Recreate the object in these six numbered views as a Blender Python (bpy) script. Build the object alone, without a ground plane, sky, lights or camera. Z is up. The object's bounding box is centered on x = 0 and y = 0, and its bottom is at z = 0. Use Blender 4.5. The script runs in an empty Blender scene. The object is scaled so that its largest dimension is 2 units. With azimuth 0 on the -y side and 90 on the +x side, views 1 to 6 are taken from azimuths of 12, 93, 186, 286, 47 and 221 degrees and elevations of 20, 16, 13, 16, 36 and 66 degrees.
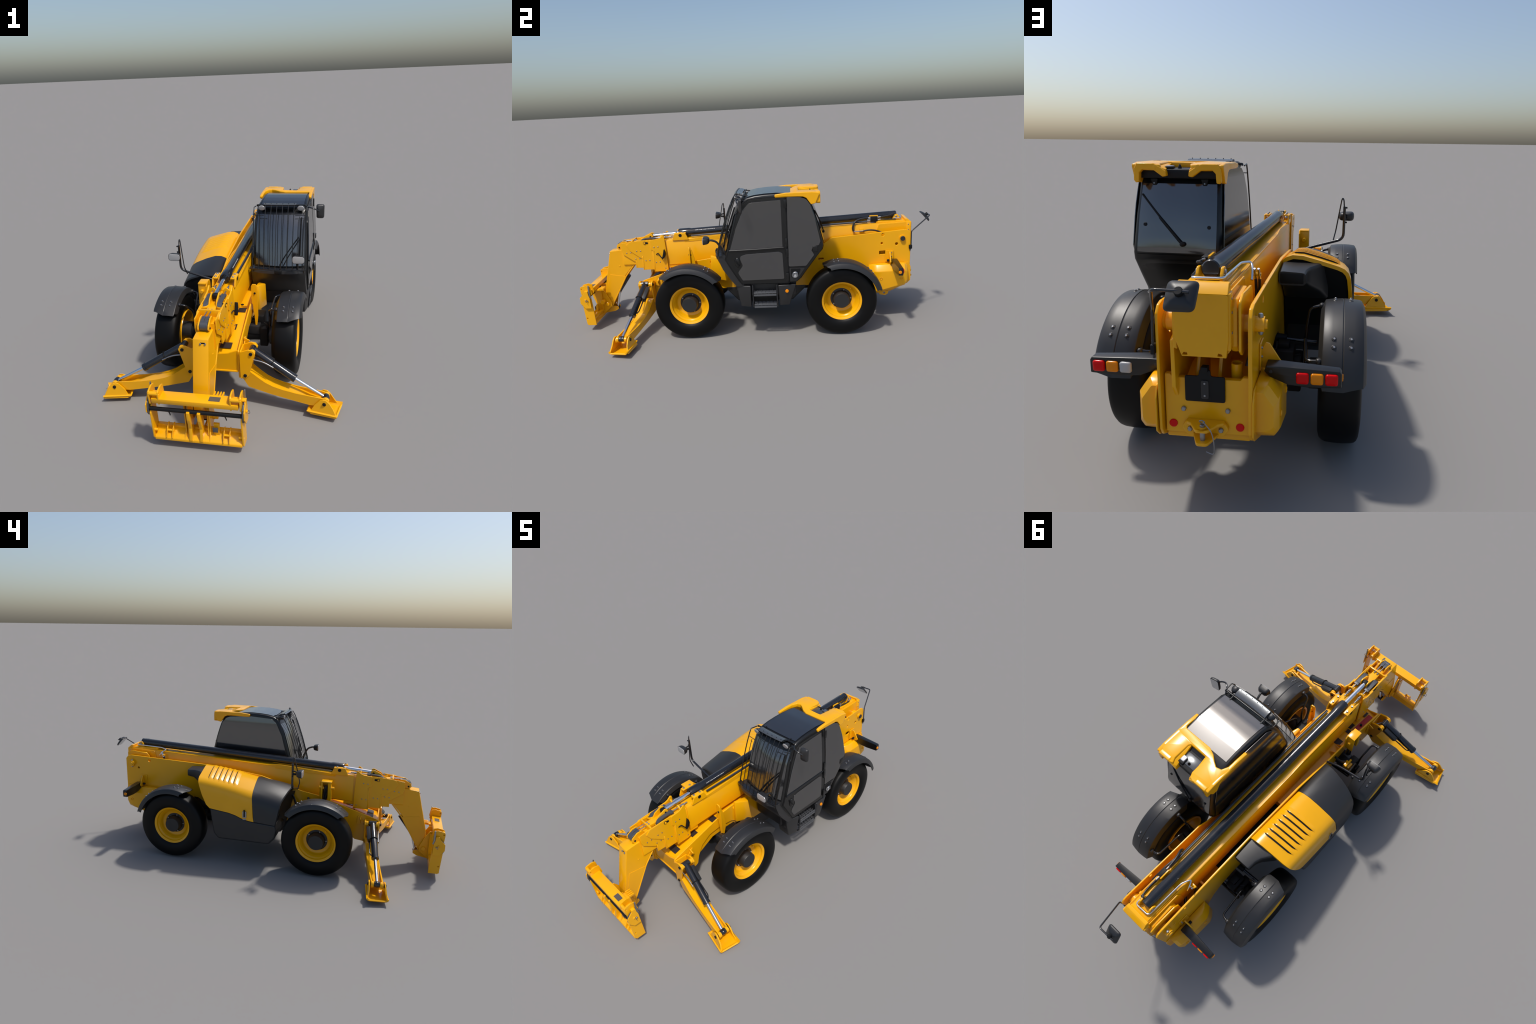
import bpy, bmesh, math, random
from mathutils import Vector, Matrix
random.seed(7)
SC = bpy.context.scene
COL = SC.collection

# ------------------------------------------------------------------ materials
def new_mat(name, col, rough=.4, metal=0., ior=1.5, coat=0., grain=0., gscale=400., vary=0., vscale=9., spec=.5):
    m = bpy.data.materials.new(name); m.use_nodes = True
    nt = m.node_tree; b = nt.nodes['Principled BSDF']
    b.inputs['Base Color'].default_value = (*col, 1)
    b.inputs['Roughness'].default_value = rough
    b.inputs['Metallic'].default_value = metal
    b.inputs['IOR'].default_value = ior
    b.inputs['Specular IOR Level'].default_value = spec
    b.inputs['Coat Weight'].default_value = coat
    b.inputs['Coat Roughness'].default_value = .05
    tc = nt.nodes.new('ShaderNodeTexCoord')
    if vary:
        n = nt.nodes.new('ShaderNodeTexNoise'); n.inputs['Scale'].default_value = vscale
        n.inputs['Detail'].default_value = 5
        r = nt.nodes.new('ShaderNodeValToRGB')
        r.color_ramp.elements[0].position = .3; r.color_ramp.elements[1].position = .7
        r.color_ramp.elements[0].color = (*[c*(1-vary) for c in col], 1)
        r.color_ramp.elements[1].color = (*[min(1, c*(1+vary)) for c in col], 1)
        nt.links.new(tc.outputs['Object'], n.inputs['Vector'])
        nt.links.new(n.outputs['Fac'], r.inputs['Fac'])
        nt.links.new(r.outputs['Color'], b.inputs['Base Color'])
    if grain:
        n = nt.nodes.new('ShaderNodeTexNoise'); n.inputs['Scale'].default_value = gscale
        bp = nt.nodes.new('ShaderNodeBump'); bp.inputs['Strength'].default_value = grain
        bp.inputs['Distance'].default_value = .0006
        nt.links.new(tc.outputs['Object'], n.inputs['Vector'])
        nt.links.new(n.outputs['Fac'], bp.inputs['Height'])
        nt.links.new(bp.outputs['Normal'], b.inputs['Normal'])
    return m

YEL = new_mat('yellow_paint', (.86, .405, .003), .23, spec=.42, vary=.03, vscale=6)
PLA = new_mat('black_plastic', (.0195, .0195, .0205), .42, grain=.25, gscale=900, vary=.05)
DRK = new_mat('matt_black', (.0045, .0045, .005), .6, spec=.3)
GLO = new_mat('black_gloss_paint', (.012, .013, .016), .16, ior=1.6)
FRM = new_mat('cab_frame_black', (.0065, .0068, .007), .3)
TYR = new_mat('tyre_rubber', (.0020, .0020, .0021), .5, grain=.15, gscale=700, spec=.22)
GLS = new_mat('tinted_glass', (.016, .016, .017), .13, ior=2.3)
CHR = new_mat('chrome', (.75, .77, .80), .12, metal=1)
STL = new_mat('zinc_steel', (.33, .34, .36), .45, metal=1)
CHN = new_mat('chain_steel', (.09, .095, .105), .38, metal=.4, grain=.6, gscale=1200)
HOS = new_mat('hose_rubber', (.014, .014, .015), .4)
RED = new_mat('red_lens', (.68, .002, .003), .2, spec=.2)
REDP = new_mat('red_paint', (.40, .006, .008), .35)
AMB = new_mat('amber_lens', (.78, .24, .002), .2, spec=.25)
WHT = new_mat('clear_lens', (.42, .42, .42), .2)
LNS = new_mat('lamp_lens', (.36, .36, .36), .12, ior=1.6)
MIR = new_mat('mirror_glass', (.5, .52, .55), .05, metal=.9)
DEC = new_mat('dark_decal', (.025, .02, .018), .5)
STK = new_mat('safety_plate', (.10, .085, .07), .35)
GRY = new_mat('hub_grey', (.017, .017, .018), .5)
STP = new_mat('step_tread', (.13, .135, .145), .4, metal=.5, grain=.6, gscale=500)
VIS = new_mat('visor_grey', (.10, .11, .12), .2, metal=.5)
PAL = new_mat('pale_marking', (.55, .55, .55), .5)

# ------------------------------------------------------------------ helpers
def smooth(me, ang=32):
    me.polygons.foreach_set('use_smooth', [True]*len(me.polygons))
    me.set_sharp_from_angle(angle=math.radians(ang))

def add(name, me, mat, parent, ang=32):
    me.name = name
    if mat: me.materials.clear(); me.materials.append(mat)
    smooth(me, ang)
    o = bpy.data.objects.new(name, me); COL.objects.link(o)
    if parent: o.parent = parent
    return o

def empty(name, parent=None, loc=(0, 0, 0)):
    o = bpy.data.objects.new(name, None); COL.objects.link(o); o.location = loc
    o.empty_display_size = .05
    if parent: o.parent = parent
    return o

def mirror(o, parent=None, name=None):
    me = o.data.copy()
    me.transform(Matrix.Diagonal((-1, 1, 1, 1))); me.flip_normals()
    n = bpy.data.objects.new(name or o.name.split('.')[0], me); COL.objects.link(n)
    n.parent = parent or o.parent
    return n

def bm_mesh(bm):
    bmesh.ops.recalc_face_normals(bm, faces=bm.faces)
    me = bpy.data.meshes.new('m'); bm.to_mesh(me); bm.free(); return me

def fillet(pts, r, n=4):
    """round every corner of a closed 2D outline (point may carry its own radius)"""
    out = []; N = len(pts)
    for i in range(N):
        p = Vector(pts[i][:2]); rr = pts[i][2] if len(pts[i]) > 2 else r
        a = Vector(pts[i-1][:2])-p; b = Vector(pts[(i+1) % N][:2])-p
        la, lb = a.length, b.length
        if rr <= 0 or la < 1e-6 or lb < 1e-6: out.append(p); continue
        a /= la; b /= lb
        c = max(-1, min(1, a.dot(b))); th = math.acos(c)
        if th > 3.0: out.append(p); continue
        d = min(rr/math.tan(th/2), .48*la, .48*lb)
        p0, p1 = p+a*d, p+b*d
        for k in range(n+1):
            t = k/n; out.append((1-t)**2*p0+2*t*(1-t)*p+t*t*p1)
    return [(v[0], v[1]) for v in out]

def circ(cx, cy, r, n=20):
    return [(cx+r*math.cos(2*math.pi*k/n), cy+r*math.sin(2*math.pi*k/n)) for k in range(n)]

AX = {'x': lambda a, b, c: (c, a, b), 'y': lambda a, b, c: (a, c, b), 'z': lambda a, b, c: (a, b, c)}

def plate(name, pts, ax, c0, c1, mat, parent, bev=.0015, r=0, holes=(), ang=32, bres=1):
    """closed 2D outline (other two axes) given depth along ax, chamfered rim, real holes"""
    if r: pts = fillet(pts, r)
    cu = bpy.data.curves.new('c', 'CURVE'); cu.dimensions = '2D'; cu.fill_mode = 'BOTH'
    for loop in [pts]+list(holes):
        s = cu.splines.new('POLY'); s.points.add(len(loop)-1); s.use_cyclic_u = True
        for q, p in zip(s.points, loop): q.co = (p[0], p[1], 0, 1)
    t = abs(c1-c0); bev = min(bev, t*.45)
    cu.extrude = t/2-bev; cu.bevel_depth = bev; cu.bevel_resolution = bres; cu.offset = -bev
    o = bpy.data.objects.new('c', cu); COL.objects.link(o)
    dg = bpy.context.evaluated_depsgraph_get()
    me = bpy.data.meshes.new_from_object(o.evaluated_get(dg))
    bpy.data.objects.remove(o); bpy.data.curves.remove(cu)
    f = AX[ax]; mid = (c0+c1)/2
    for v in me.vertices: v.co = f(v.co.x, v.co.y, v.co.z+mid)
    bm = bmesh.new(); bm.from_mesh(me); bpy.data.meshes.remove(me)
    bmesh.ops.remove_doubles(bm, verts=bm.verts, dist=1e-6)
    o = add(name, bm_mesh(bm), mat, parent, ang); flat_caps(o.data, 'xyz'.index(ax)); return o

def flat_caps(me, i):
    bm = bmesh.new(); bm.from_mesh(me)
    for e in bm.edges:
        n = [abs(f.normal[i]) > .999 for f in e.link_faces]
        if len(n) == 2 and n[0] != n[1]: e.smooth = False
    bm.to_mesh(me); bm.free()

def box(name, lo, hi, mat, parent, bev=.002, seg=2, rot=None, piv=None):
    bm = bmesh.new(); bmesh.ops.create_cube(bm, size=1)
    lo, hi = Vector(lo), Vector(hi); c = (lo+hi)/2; s = hi-lo
    for v in bm.verts: v.co = Vector((v.co.x*s.x, v.co.y*s.y, v.co.z*s.z))+c
    bev = min(bev, min(abs(x) for x in s)*.45)
    if bev > 0: bmesh.ops.bevel(bm, geom=bm.edges[:], offset=bev, segments=seg, affect='EDGES', profile=.5)
    if rot:
        p = Vector(piv) if piv else c
        bmesh.ops.rotate(bm, verts=bm.verts, cent=p, matrix=Matrix.Rotation(math.radians(rot[1]), 3, rot[0]))
    return add(name, bm_mesh(bm), mat, parent)

def hexa(name, pts8, mat, parent, bev=.004, seg=2):
    """box with eight free corners: bottom ring then top ring"""
    bm = bmesh.new(); v = [bm.verts.new(p) for p in pts8]
    for f in ((0, 1, 2, 3), (4, 5, 6, 7), (0, 1, 5, 4), (1, 2, 6, 5), (2, 3, 7, 6), (3, 0, 4, 7)): bm.faces.new([v[i] for i in f])
    bmesh.ops.recalc_face_normals(bm, faces=bm.faces)
    if bev: bmesh.ops.bevel(bm, geom=bm.edges[:], offset=bev, segments=seg, affect='EDGES', profile=.5)
    return add(name, bm_mesh(bm), mat, parent)

def frame_of(d):
    d = Vector(d).normalized()
    u = d.cross(Vector((0, 0, 1)) if abs(d.z) < .9 else Vector((1, 0, 0))).normalized()
    return d, u, d.cross(u)

def lathe(name, prof, p0, axis, mat, parent, n=32, close=False, ang=32):
    """revolve (distance along axis, radius) about the axis through p0"""
    d, u, w = frame_of(axis); p0 = Vector(p0); bm = bmesh.new(); rings = []
    for t, r in prof:
        if r < 1e-6: rings.append([bm.verts.new(p0+d*t)])
        else: rings.append([bm.verts.new(p0+d*t+(u*math.cos(2*math.pi*k/n)+w*math.sin(2*math.pi*k/n))*r) for k in range(n)])
    pairs = list(zip(rings, rings[1:]))+([(rings[-1], rings[0])] if close else [])
    for a, b in pairs:
        for k in range(n):
            k2 = (k+1) % n
            q = [a[k % len(a)], a[k2 % len(a)], b[k2 % len(b)], b[k % len(b)]]
            q = [x for i, x in enumerate(q) if x not in q[:i]]
            if len(q) > 2: bm.faces.new(q)
    return add(name, bm_mesh(bm), mat, parent, ang)

def cyl(name, p0, p1, r, mat, parent, bev=None, n=24, r1=None):
    p0, p1 = Vector(p0), Vector(p1); L = (p1-p0).length; r1 = r1 or r
    b = min(r*.15, L*.2) if bev is None else bev
    return lathe(name, [(0, 0), (0, r-b), (b, r), (L-b, r1), (L, r1-b), (L, 0)], p0, p1-p0, mat, parent, n)

def bend(pts, r, n=5):
    """round the corners of a 3D path"""
    P = [Vector(p) for p in pts]; out = [P[0]]
    for i in range(1, len(P)-1):
        a, b = P[i-1]-P[i], P[i+1]-P[i]
        d = min(r, a.length*.48, b.length*.48)
        p0, p1 = P[i]+a.normalized()*d, P[i]+b.normalized()*d
        for k in range(n+1):
            t = k/n; out.append((1-t)**2*p0+2*t*(1-t)*P[i]+t*t*p1)
    return out+[P[-1]]

def tube(name, pts, r, mat, parent, corner=.015, n=10, flat=1.0):
    P = bend(pts, corner) if corner else [Vector(p) for p in pts]
    bm = bmesh.new(); rings = []; u = None
    for i, p in enumerate(P):
        t = (P[min(i+1, len(P)-1)]-P[max(i-1, 0)]).normalized()
        if u is None: _, u, _ = frame_of(t)
        u = (u-t*u.dot(t)).normalized(); w = t.cross(u)
        rings.append([bm.verts.new(p+(u*math.cos(2*math.pi*k/n)+w*math.sin(2*math.pi*k/n)*flat)*r) for k in range(n)])
    for a, b in zip(rings, rings[1:]):
        for k in range(n): bm.faces.new([a[k], a[(k+1) % n], b[(k+1) % n], b[k]])
    bm.faces.new(rings[0]); bm.faces.new(rings[-1])
    return add(name, bm_mesh(bm), mat, parent, 50)

def loft(name, rows, mat, parent, thick=0, caps=False, ang=32, cyclic=False):
    """skin a grid of rows of 3D points; optional wall thickness"""
    bm = bmesh.new(); V = [[bm.verts.new(p) for p in r] for r in rows]
    for a, b in zip(V, V[1:]):
        m = len(a)
        for k in range(m if cyclic else m-1): bm.faces.new([a[k], a[(k+1) % m], b[(k+1) % m], b[k]])
    if caps: bm.faces.new(V[0]); bm.faces.new(V[-1])
    bmesh.ops.recalc_face_normals(bm, faces=bm.faces)
    me = bpy.data.meshes.new('m'); bm.to_mesh(me); bm.free()
    o = add(name, me, mat, parent, ang)
    if thick:
        md = o.modifiers.new('s', 'SOLIDIFY'); md.thickness = abs(thick); md.offset = -1 if thick > 0 else 1
        md.use_even_offset = True
        dg = bpy.context.evaluated_depsgraph_get()
        me2 = bpy.data.meshes.new_from_object(o.evaluated_get(dg))
        o.modifiers.clear(); o.data = me2; smooth(me2, ang)
    return o

def ball(name, c, s, mat, parent, p=2.0, n=20):
    """(super)ellipsoid"""
    bm = bmesh.new(); bmesh.ops.create_uvsphere(bm, u_segments=n, v_segments=n//2, radius=1)
    for v in bm.verts:
        q = v.co; k = (abs(q.x)**p+abs(q.y)**p+abs(q.z)**p)**(-1/p)
        v.co = Vector((q.x*k*s[0]+c[0], q.y*k*s[1]+c[1], q.z*k*s[2]+c[2]))
    return add(name, bm_mesh(bm), mat, parent, 60)

_bolt = {}
def bolt(p, axis, r, mat, parent, h=None, name='bolt'):
    key = (round(r, 5), mat.name, h)
    if key not in _bolt:
        H = h or r*.8
        o = lathe('bolt', [(0, 0), (0, r), (H*.7, r), (H, r*.75), (H, 0)], (0, 0, 0), (0, 0, 1), mat, None, 8)
        _bolt[key] = o.data; bpy.data.objects.remove(o)
    o = bpy.data.objects.new(name, _bolt[key]); COL.objects.link(o); o.parent = parent
    o.rotation_mode = 'QUATERNION'; o.rotation_quaternion = Vector((0, 0, 1)).rotation_difference(Vector(axis))
    o.location = p
    return o

def lerp(a, b, t): return a+(b-a)*t
def interp(tab, x):
    for (x0, y0), (x1, y1) in zip(tab, tab[1:]):
        if x <= x1: return lerp(y0, y1, max(0, (x-x0)/(x1-x0)))
    return tab[-1][1]

ROOT = empty('telescopic_handler')
ROOT['label'] = 'yellow telescopic handler with black cab and stabilisers'
ROOT['category'] = 'construction vehicle'

# ------------------------------------------------------------------ wheels
def build_wheels():
    first = None
    for sx in (1, -1):
        for y in (-.346, .477):
            w = empty('wheel', ROOT, (.282 if sx > 0 else -.298, y, .1895))
            if sx < 0: w.rotation_euler = (0, 0, math.pi)
            if first is None:
                t = lathe('tyre', [(-.036, .100), (-.050, .106), (-.0565, .118), (-.060, .140), (-.0595, .162), (-.055, .176), (-.047, .1835), (-.036, .1870), (-.012, .189), (.012, .189), (.034, .1873), (.043, .1848), (.049, .180), (.0530, .172), (.0560, .155), (.0560, .135), (.052, .118), (.046, .110), (.040, .105), (.036, .100)], (0, 0, 0), (1, 0, 0), TYR, w, 80, ang=60)
                r = lathe('rim', [(-.006, .0575), (-.004, .072), (.001, .0775), (.009, .0800), (.013, .083), (.017, .086), (.022, .0885), (.025, .0935), (.030, .0955), (.036, .0965), (.039, .1005), (.0425, .1065), (.039, .1085), (.036, .104), (.03, .0995), (-.04, .0995), (-.054, .100), (-.058, .1075), (-.061, .106), (-.058, .097), (-.045, .094), (-.022, .088), (-.012, .079), (-.008, .0575)], (0, 0, 0), (1, 0, 0), YEL, w, 64, close=True, ang=40)
                h = lathe('hub', [(-.09, 0), (-.09, .045), (-.02, .045), (-.012, .0574), (-.005, .0574), (-.0045, .0565), (-.0045, .046), (.005, .0435), (.036, .0415), (.0395, .039), (.0395, 0)], (0, 0, 0), (1, 0, 0), GRY, w, 48)
                bl = []
                for k in range(5):
                    a = 2*math.pi*(k+.02)/5
                    bl.append(bolt((-.0045, .0505*math.cos(a), .0505*math.sin(a)), (1, 0, 0), .0046, STL, w, .006))
                v = tube('valve_stem', [(.003, .050, .050), (.014, .052, .055), (.022, .049, .061), (.022, .045, .068)], .0025, YEL, w, .004, 8)
                first = [t, r, h, v]+bl
            else:
                for o in first:
                    c = o.copy(); COL.objects.link(c); c.parent = w
build_wheels()

# ------------------------------------------------------------------ fenders
def fender(yc, a0, a1, bolts):
    """a: degrees from the top of the wheel, positive towards +y"""
    zc = .1895; NA = 30
    # half section across the tyre: (x, radius)
    sec = [(.2335, .1935), (.2350, .198), (.2450, .2165), (.2475, .2180), (.270, .2215), (.2950, .2233), (.2975, .2217), (.3000, .2233), (.325, .2222), (.3450, .2200), (.3500, .2175), (.3575, .2045), (.3595, .1935)]
    def crown(x): return interp([(p[0], p[1]) for p in sec], x)
    for sx, dx in ((1, .003), (-1, .003)):
        rows = []
        for i in range(NA+1):
            t = i/NA; row = []
            for j, (x, r) in enumerate(sec):
                # the ends are cut on the slant: lips end before the crown does
                cut = 0 if 3 <= j <= 7 else (3.0 if j in (2, 8) else 5.0 if j in (1, 9, 10) else 9.0)
                a = math.radians(lerp(a0+cut, a1-cut*.6, t))
                e = min(t, 1-t)*(a1-a0)
                rr = r+(.0014*max(0, 1-e/10) if j == 6 else 0)
                row.append((sx*(x+dx), yc+rr*math.sin(a), zc+rr*math.cos(a)))
            rows.append(row)
        o = loft('fender', rows, PLA, ROOT, thick=.0045, ang=22)
        for aa in bolts:
            for x in (.274, .318):
                a = math.radians(aa); rr = crown(x)-.0035
                nrm = (0, math.sin(a), math.cos(a))
                bolt((sx*(x+dx), yc+rr*math.sin(a), zc+rr*math.cos(a)), nrm, .0078, PLA, o, .0048, 'bolt_boss')
                rr += .0045
                bolt((sx*(x+dx), yc+rr*math.sin(a), zc+rr*math.cos(a)), nrm, .0034, STL, o, .0034)
        for aa in (a0+20, a1-20):
            a = math.radians(aa); p = (sx*(.236+dx), yc+.203*math.sin(a), zc+.203*math.cos(a))
            ball('stay_lug', p, (.008, .010, .008), PLA, o, 4, 12)
            q = Vector((sx*.206, yc+.198*math.sin(a), zc+.196*math.cos(a)))
            g = 1 if aa > 0 else -1
            tube('fender_stay', [p, q, (sx*.195, yc+.02*g, zc+.12), (sx*.19, yc+.018*g, zc+.035)], .0048, GLO, o, .025, 10)
fender(-.346, -45, 53, (-31, -25, 25, 31))
fender(.477, -26, 76, (-10, -4, 41, 47))

# ------------------------------------------------------------------ chassis
CH = empty('chassis', ROOT)
def chassis():
    front = [(-.654, .128), (-.654, .268), (-.60, .286), (-.42, .342)]
    arch_f = [(-.19, .205), (-.215, .255), (-.27, .287), (-.346, .297), (-.42, .287), (-.475, .250), (-.505, .195), (-.518, .150), (-.53, .141), (-.60, .132)]
    rear = [(.883, .495), (.882, .30), (.880, .225), (.868, .205), (.775, .160), (.70, .148), (.665, .150), (.640, .215), (.60, .262), (.54, .290), (.477, .297), (.41, .288), (.355, .255), (.32, .208), (.24, .205)]
    topR = [(-.352, .361), (-.338, .376), (-.26, .387), (-.20, .389), (-.165, .375), (.20, .385), (.40, .452), (.445, .484), (.848, .516), (.868, .512)]
    topL = [(-.352, .361), (-.338, .373), (-.225, .393), (.02, .462), (.31, .496), (.846, .516), (.868, .512)]
    hR = [circ(.728, .490, .0085), circ(.723, .441, .006), circ(.805, .435, .008), fillet([(.71, .376), (.744, .378), (.744, .398), (.71, .396)], .002), circ(.762, .366, .007), fillet([(.367, .357), (.398, .36), (.398, .369), (.367, .366)], .004), circ(-.245, .368, .007)]
    hL = [circ(.726, .490, .008), circ(.760, .369, .007), circ(.80, .44, .006)]
    plate('side_plate', fillet(front+topR+rear+arch_f, .01, 3), 'x', .0965, .1035, YEL, CH, .002, holes=hR)
    plate('side_plate', fillet(front+topL+rear+arch_f, .01, 3), 'x', -.106, -.097, YEL, CH, .002, holes=hL)
    # lower seam plates at the tail
    for s in (1, -1):
        plate('tail_gusset', fillet([(.70, .149), (.775, .160), (.868, .204), (.8855, .222), (.8855, .30), (.874, .33), (.70, .32)], .008), 'x', s*.1062, s*.110, YEL, CH, .0012)
    # deck between the plates, with a rounded nose
    plate('deck', [(-.643, .247), (-.50, .290), (-.35, .322), (-.10, .338), (.10, .36), (.10, .30), (-.20, .24), (-.30, .262), (-.40, .255), (-.50, .20), (-.53, .165), (-.643, .160)], 'x', -.0968, .0968, YEL, CH, .001)
    # upturned front edge of the deck: higher at the sides than in the middle
    plate('deck_front', [(-.0965, .160), (-.0965, .268), (-.085, .265), (-.05, .251), (0, .245), (.05, .251), (.085, .265), (.0965, .268), (.0965, .160)], 'y', -.648, -.6415, YEL, CH, .002)
    box('nose_lip', (-.094, -.652, .158), (.094, -.638, .166), YEL, CH, .002)
    # tail: end plate, shelf, ribs, weights, hitch
    plate('tail_plate', fillet([(.0965, .205), (.0965, .346), (.084, .346), (.078, .339), (-.074, .339), (-.080, .346), (-.0965, .346), (-.0965, .207)], .003), 'y', .838, .852, YEL, CH, .002)
    box('tail_shelf', (-.0965, .50, .272), (.0965, .842, .280), YEL, CH, .002)
    box('tail_floor', (-.0965, .66, .190), (.0965, .85, .206), YEL, CH, .004)
    box('tail_bulkhead', (-.0965, .60, .215), (.0965, .61, .41), YEL, CH, .002)
    plate('pivot_rib', fillet([(.72, .34), (.862, .298), (.882, .33), (.886, .44), (.80, .47), (.72, .45)], .004), 'x', .062, .071, YEL, CH, .0015)
    for x in (.030, -.022): plate('shelf_rib', [(.72, .275), (.842, .275), (.842, .30), (.79, .408), (.72, .408)], 'x', x-.004, x+.004, YEL, CH, .001)
    o = lathe('drain_pipe', [(0, .011), (0, .013), (.055, .013), (.055, .010), (.012, .010), (.012, 0)], (-.062, .825, .315), (0, 0, 1), YEL, CH, 24)
    for s in (1, -1):
        rows = []
        for y, m, zb, zt in ((.650, .132, .160, .318), (.672, .152, .158, .324), (.695, .162, .162, .326), (.815, .162, .196, .330), (.845, .160, .205, .330), (.860, .150, .222, .318)):
            rows.append([(s*x, y, z) for x, z in fillet([(.1063, zb), (m-.010, zb+.002, .008), (m, zb+.016, .01), (m, zt-.034, .012), (m-.024, zt, .008), (.1063, zt)], .006, 4)])
        loft('tail_weight', rows, YEL, CH, caps=True, cyclic=True, ang=40)
        plate('lifting_eye', fillet([(.705, .155), (.712, .146), (.742, .141), (.756, .150), (.762, .168), (.70, .168)], .006), 'x', s*.122, s*.130, YEL, CH, .001, holes=[circ(.735, .156, .006, 14)])
        for y in (.712, .824):
            lathe('weight_socket', [(-.004, .0075), (.0015, .0085), (.0025, .0065), (-.003, .0045), (-.003, 0)], (s*.162, y, .253), (s, 0, 0), YEL, CH, 20)
        # boom pivot pin
        lathe('pivot_pin', [(-.05, .019), (-.008, .019), (-.008, .017), (.0, .017), (.020 if s < 0 else .003, .017), (.020 if s < 0 else .003, .011), (.026 if s < 0 else .008, .010), (.026 if s < 0 else .008, 0)], (s*.1063, .836, .468), (s, 0, 0), YEL, CH, 28)
    lathe('pin_cap', [(0, 0), (0, .0135), (.003, .0135), (.004, .012), (.004, 0)], (.1145, .836, .468), (1, 0, 0), GRY, CH, 28)
    for z, a in ((.483, 1), (.453, -1)): bolt((-.117, .836, z), (0, 0, a), .0058, STL, CH, .009)
    for x, z in ((.054, .265), (-.046, .266), (.038, .222), (-.032, .223)): bolt((x, .852 if z > .25 else .861, z), (0, 1, 0), .0058, STL, CH, .006)
    for x in (.079, -.073): lathe('reflector', [(0, 0), (0, .0094), (.002, .0094), (.003, .008), (.003, 0)], (x, .852, .227), (0, 1, 0), RED, CH, 24)
    # towing hitch
    hit = [(-.040, .852), (-.040, .865), (-.026, .872), (-.010, .900), (.016, .900), (.034, .872), (.047, .865), (.047, .852)]
    plate('hitch', fillet(hit, .008), 'z', .235, .242, YEL, CH, .0015)
    plate('hitch', fillet([(-.030, .852), (-.010, .904), (.014, .904), (.036, .852)], .010), 'z', .206, .213, YEL, CH, .0015)
    plate('hitch_base', fillet([(-.050, .224), (-.039, .240), (.047, .240), (.058, .224), (.046, .208), (.020, .199), (-.014, .199), (-.038, .208)], .01), 'y', .8522, .861, YEL, CH, .0015)
    cyl('hitch_pin', (.003, .888, .199), (.003, .888, .250), .0058, STL, CH)
    lathe('hitch_collar', [(.0, .015), (.0, .0), (.004, 0), (.004, .013)], (.003, .888, .241), (0, 0, 1), YEL, CH, 24)
    tube('pin_cable', [(.003, .888, .257), (-.001, .895, .260), (-.019, .897, .240), (-.025, .897, .210), (-.023, .892, .180), (-.005, .890, .186)], .0012, STL, CH, .012, 6)
    tube('pin_ring', [(.003, .888, .251), (.010, .892, .260), (.001, .895, .264), (-.005, .892, .257), (.003, .888, .251)], .0013, STL, CH, .006, 6)
    # number plate holder
    plate('number_plate_holder', fillet([(.049, .347), (.018, .347), (.016, .362), (-.008, .362), (-.010, .347), (-.041, .347), (-.041, .286), (.049, .286)], .005), 'y', .854, .8575, DRK, CH, .001)
    plate('number_plate_pad', fillet([(.0125, .338), (-.005, .338), (-.005, .294), (.0125, .294)], .005), 'y', .8575, .8595, GRY, CH, .0008)
    for z in (.331, .302): bolt((.004, .8595, z), (0, 1, 0), .0024, STL, CH, .0015)
    box('plate_lamp', (-.004, .846, .358), (.012, .862, .370), DRK, CH, .002)
    # seat the tail group against the ends of the side plates
    for o in CH.children:
        if o.name.split('.')[0] in ('tail_plate', 'reflector', 'hitch', 'hitch_base', 'hitch_pin', 'hitch_collar', 'pin_cable', 'pin_ring', 'number_plate_holder', 'number_plate_pad', 'plate_lamp') or (o.name.startswith('bolt') and abs(o.location.x) < .06 and .84 < o.location.y < .865 and o.location.z < .36):
            o.location += Vector((-.003, .012, .006))
    # dark decals and red bubble-level strip on the deck
    def deckz(y): return interp([(-.655, .2513), (-.50, .2913), (-.35, .3233), (-.10, .339)], y)
    def pad(name, x0, x1, y0, y1, mat, h=.0012, par=CH):
        P = []
        for dz in (0, h):
            P += [(x0, y0, deckz(y0)+dz), (x1, y0, deckz(y0)+dz), (x1, y1, deckz(y1)+dz), (x0, y1, deckz(y1)+dz)]
        return hexa(name, P, mat, par, 0)
    for s in (1, -1):
        pad('deck_decal', s*.006, s*.06, -.62, -.585, DEC); pad('deck_decal', s*.024, s*.056, -.50, -.462, DEC); pad('deck_decal', s*.03, s*.075, -.372, -.335, DEC)
    pad('level_strip', -.094, -.068, -.605, -.450, REDP, .014)
    pad('deck_decal', -.066, -.045, -.455, -.43, DEC)
    cyl('level_bubble', (-.082, -.515, .29), (-.082, -.515, .309), .006, DRK, CH)
    cyl('deck_plug', (.045, -.30, .324), (.045, -.30, .3275), .008, DRK, CH); cyl('deck_plug', (.085, -.545, .235), (.1075, -.545, .235), .008, DRK, CH)
    # gussets against the plates
    for y in (-.33, -.28):
        plate('deck_gusset', [(-.096, .33), (-.06, .33), (-.096, .362)], 'y', y-.002, y+.002, YEL, CH, .0008)
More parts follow.
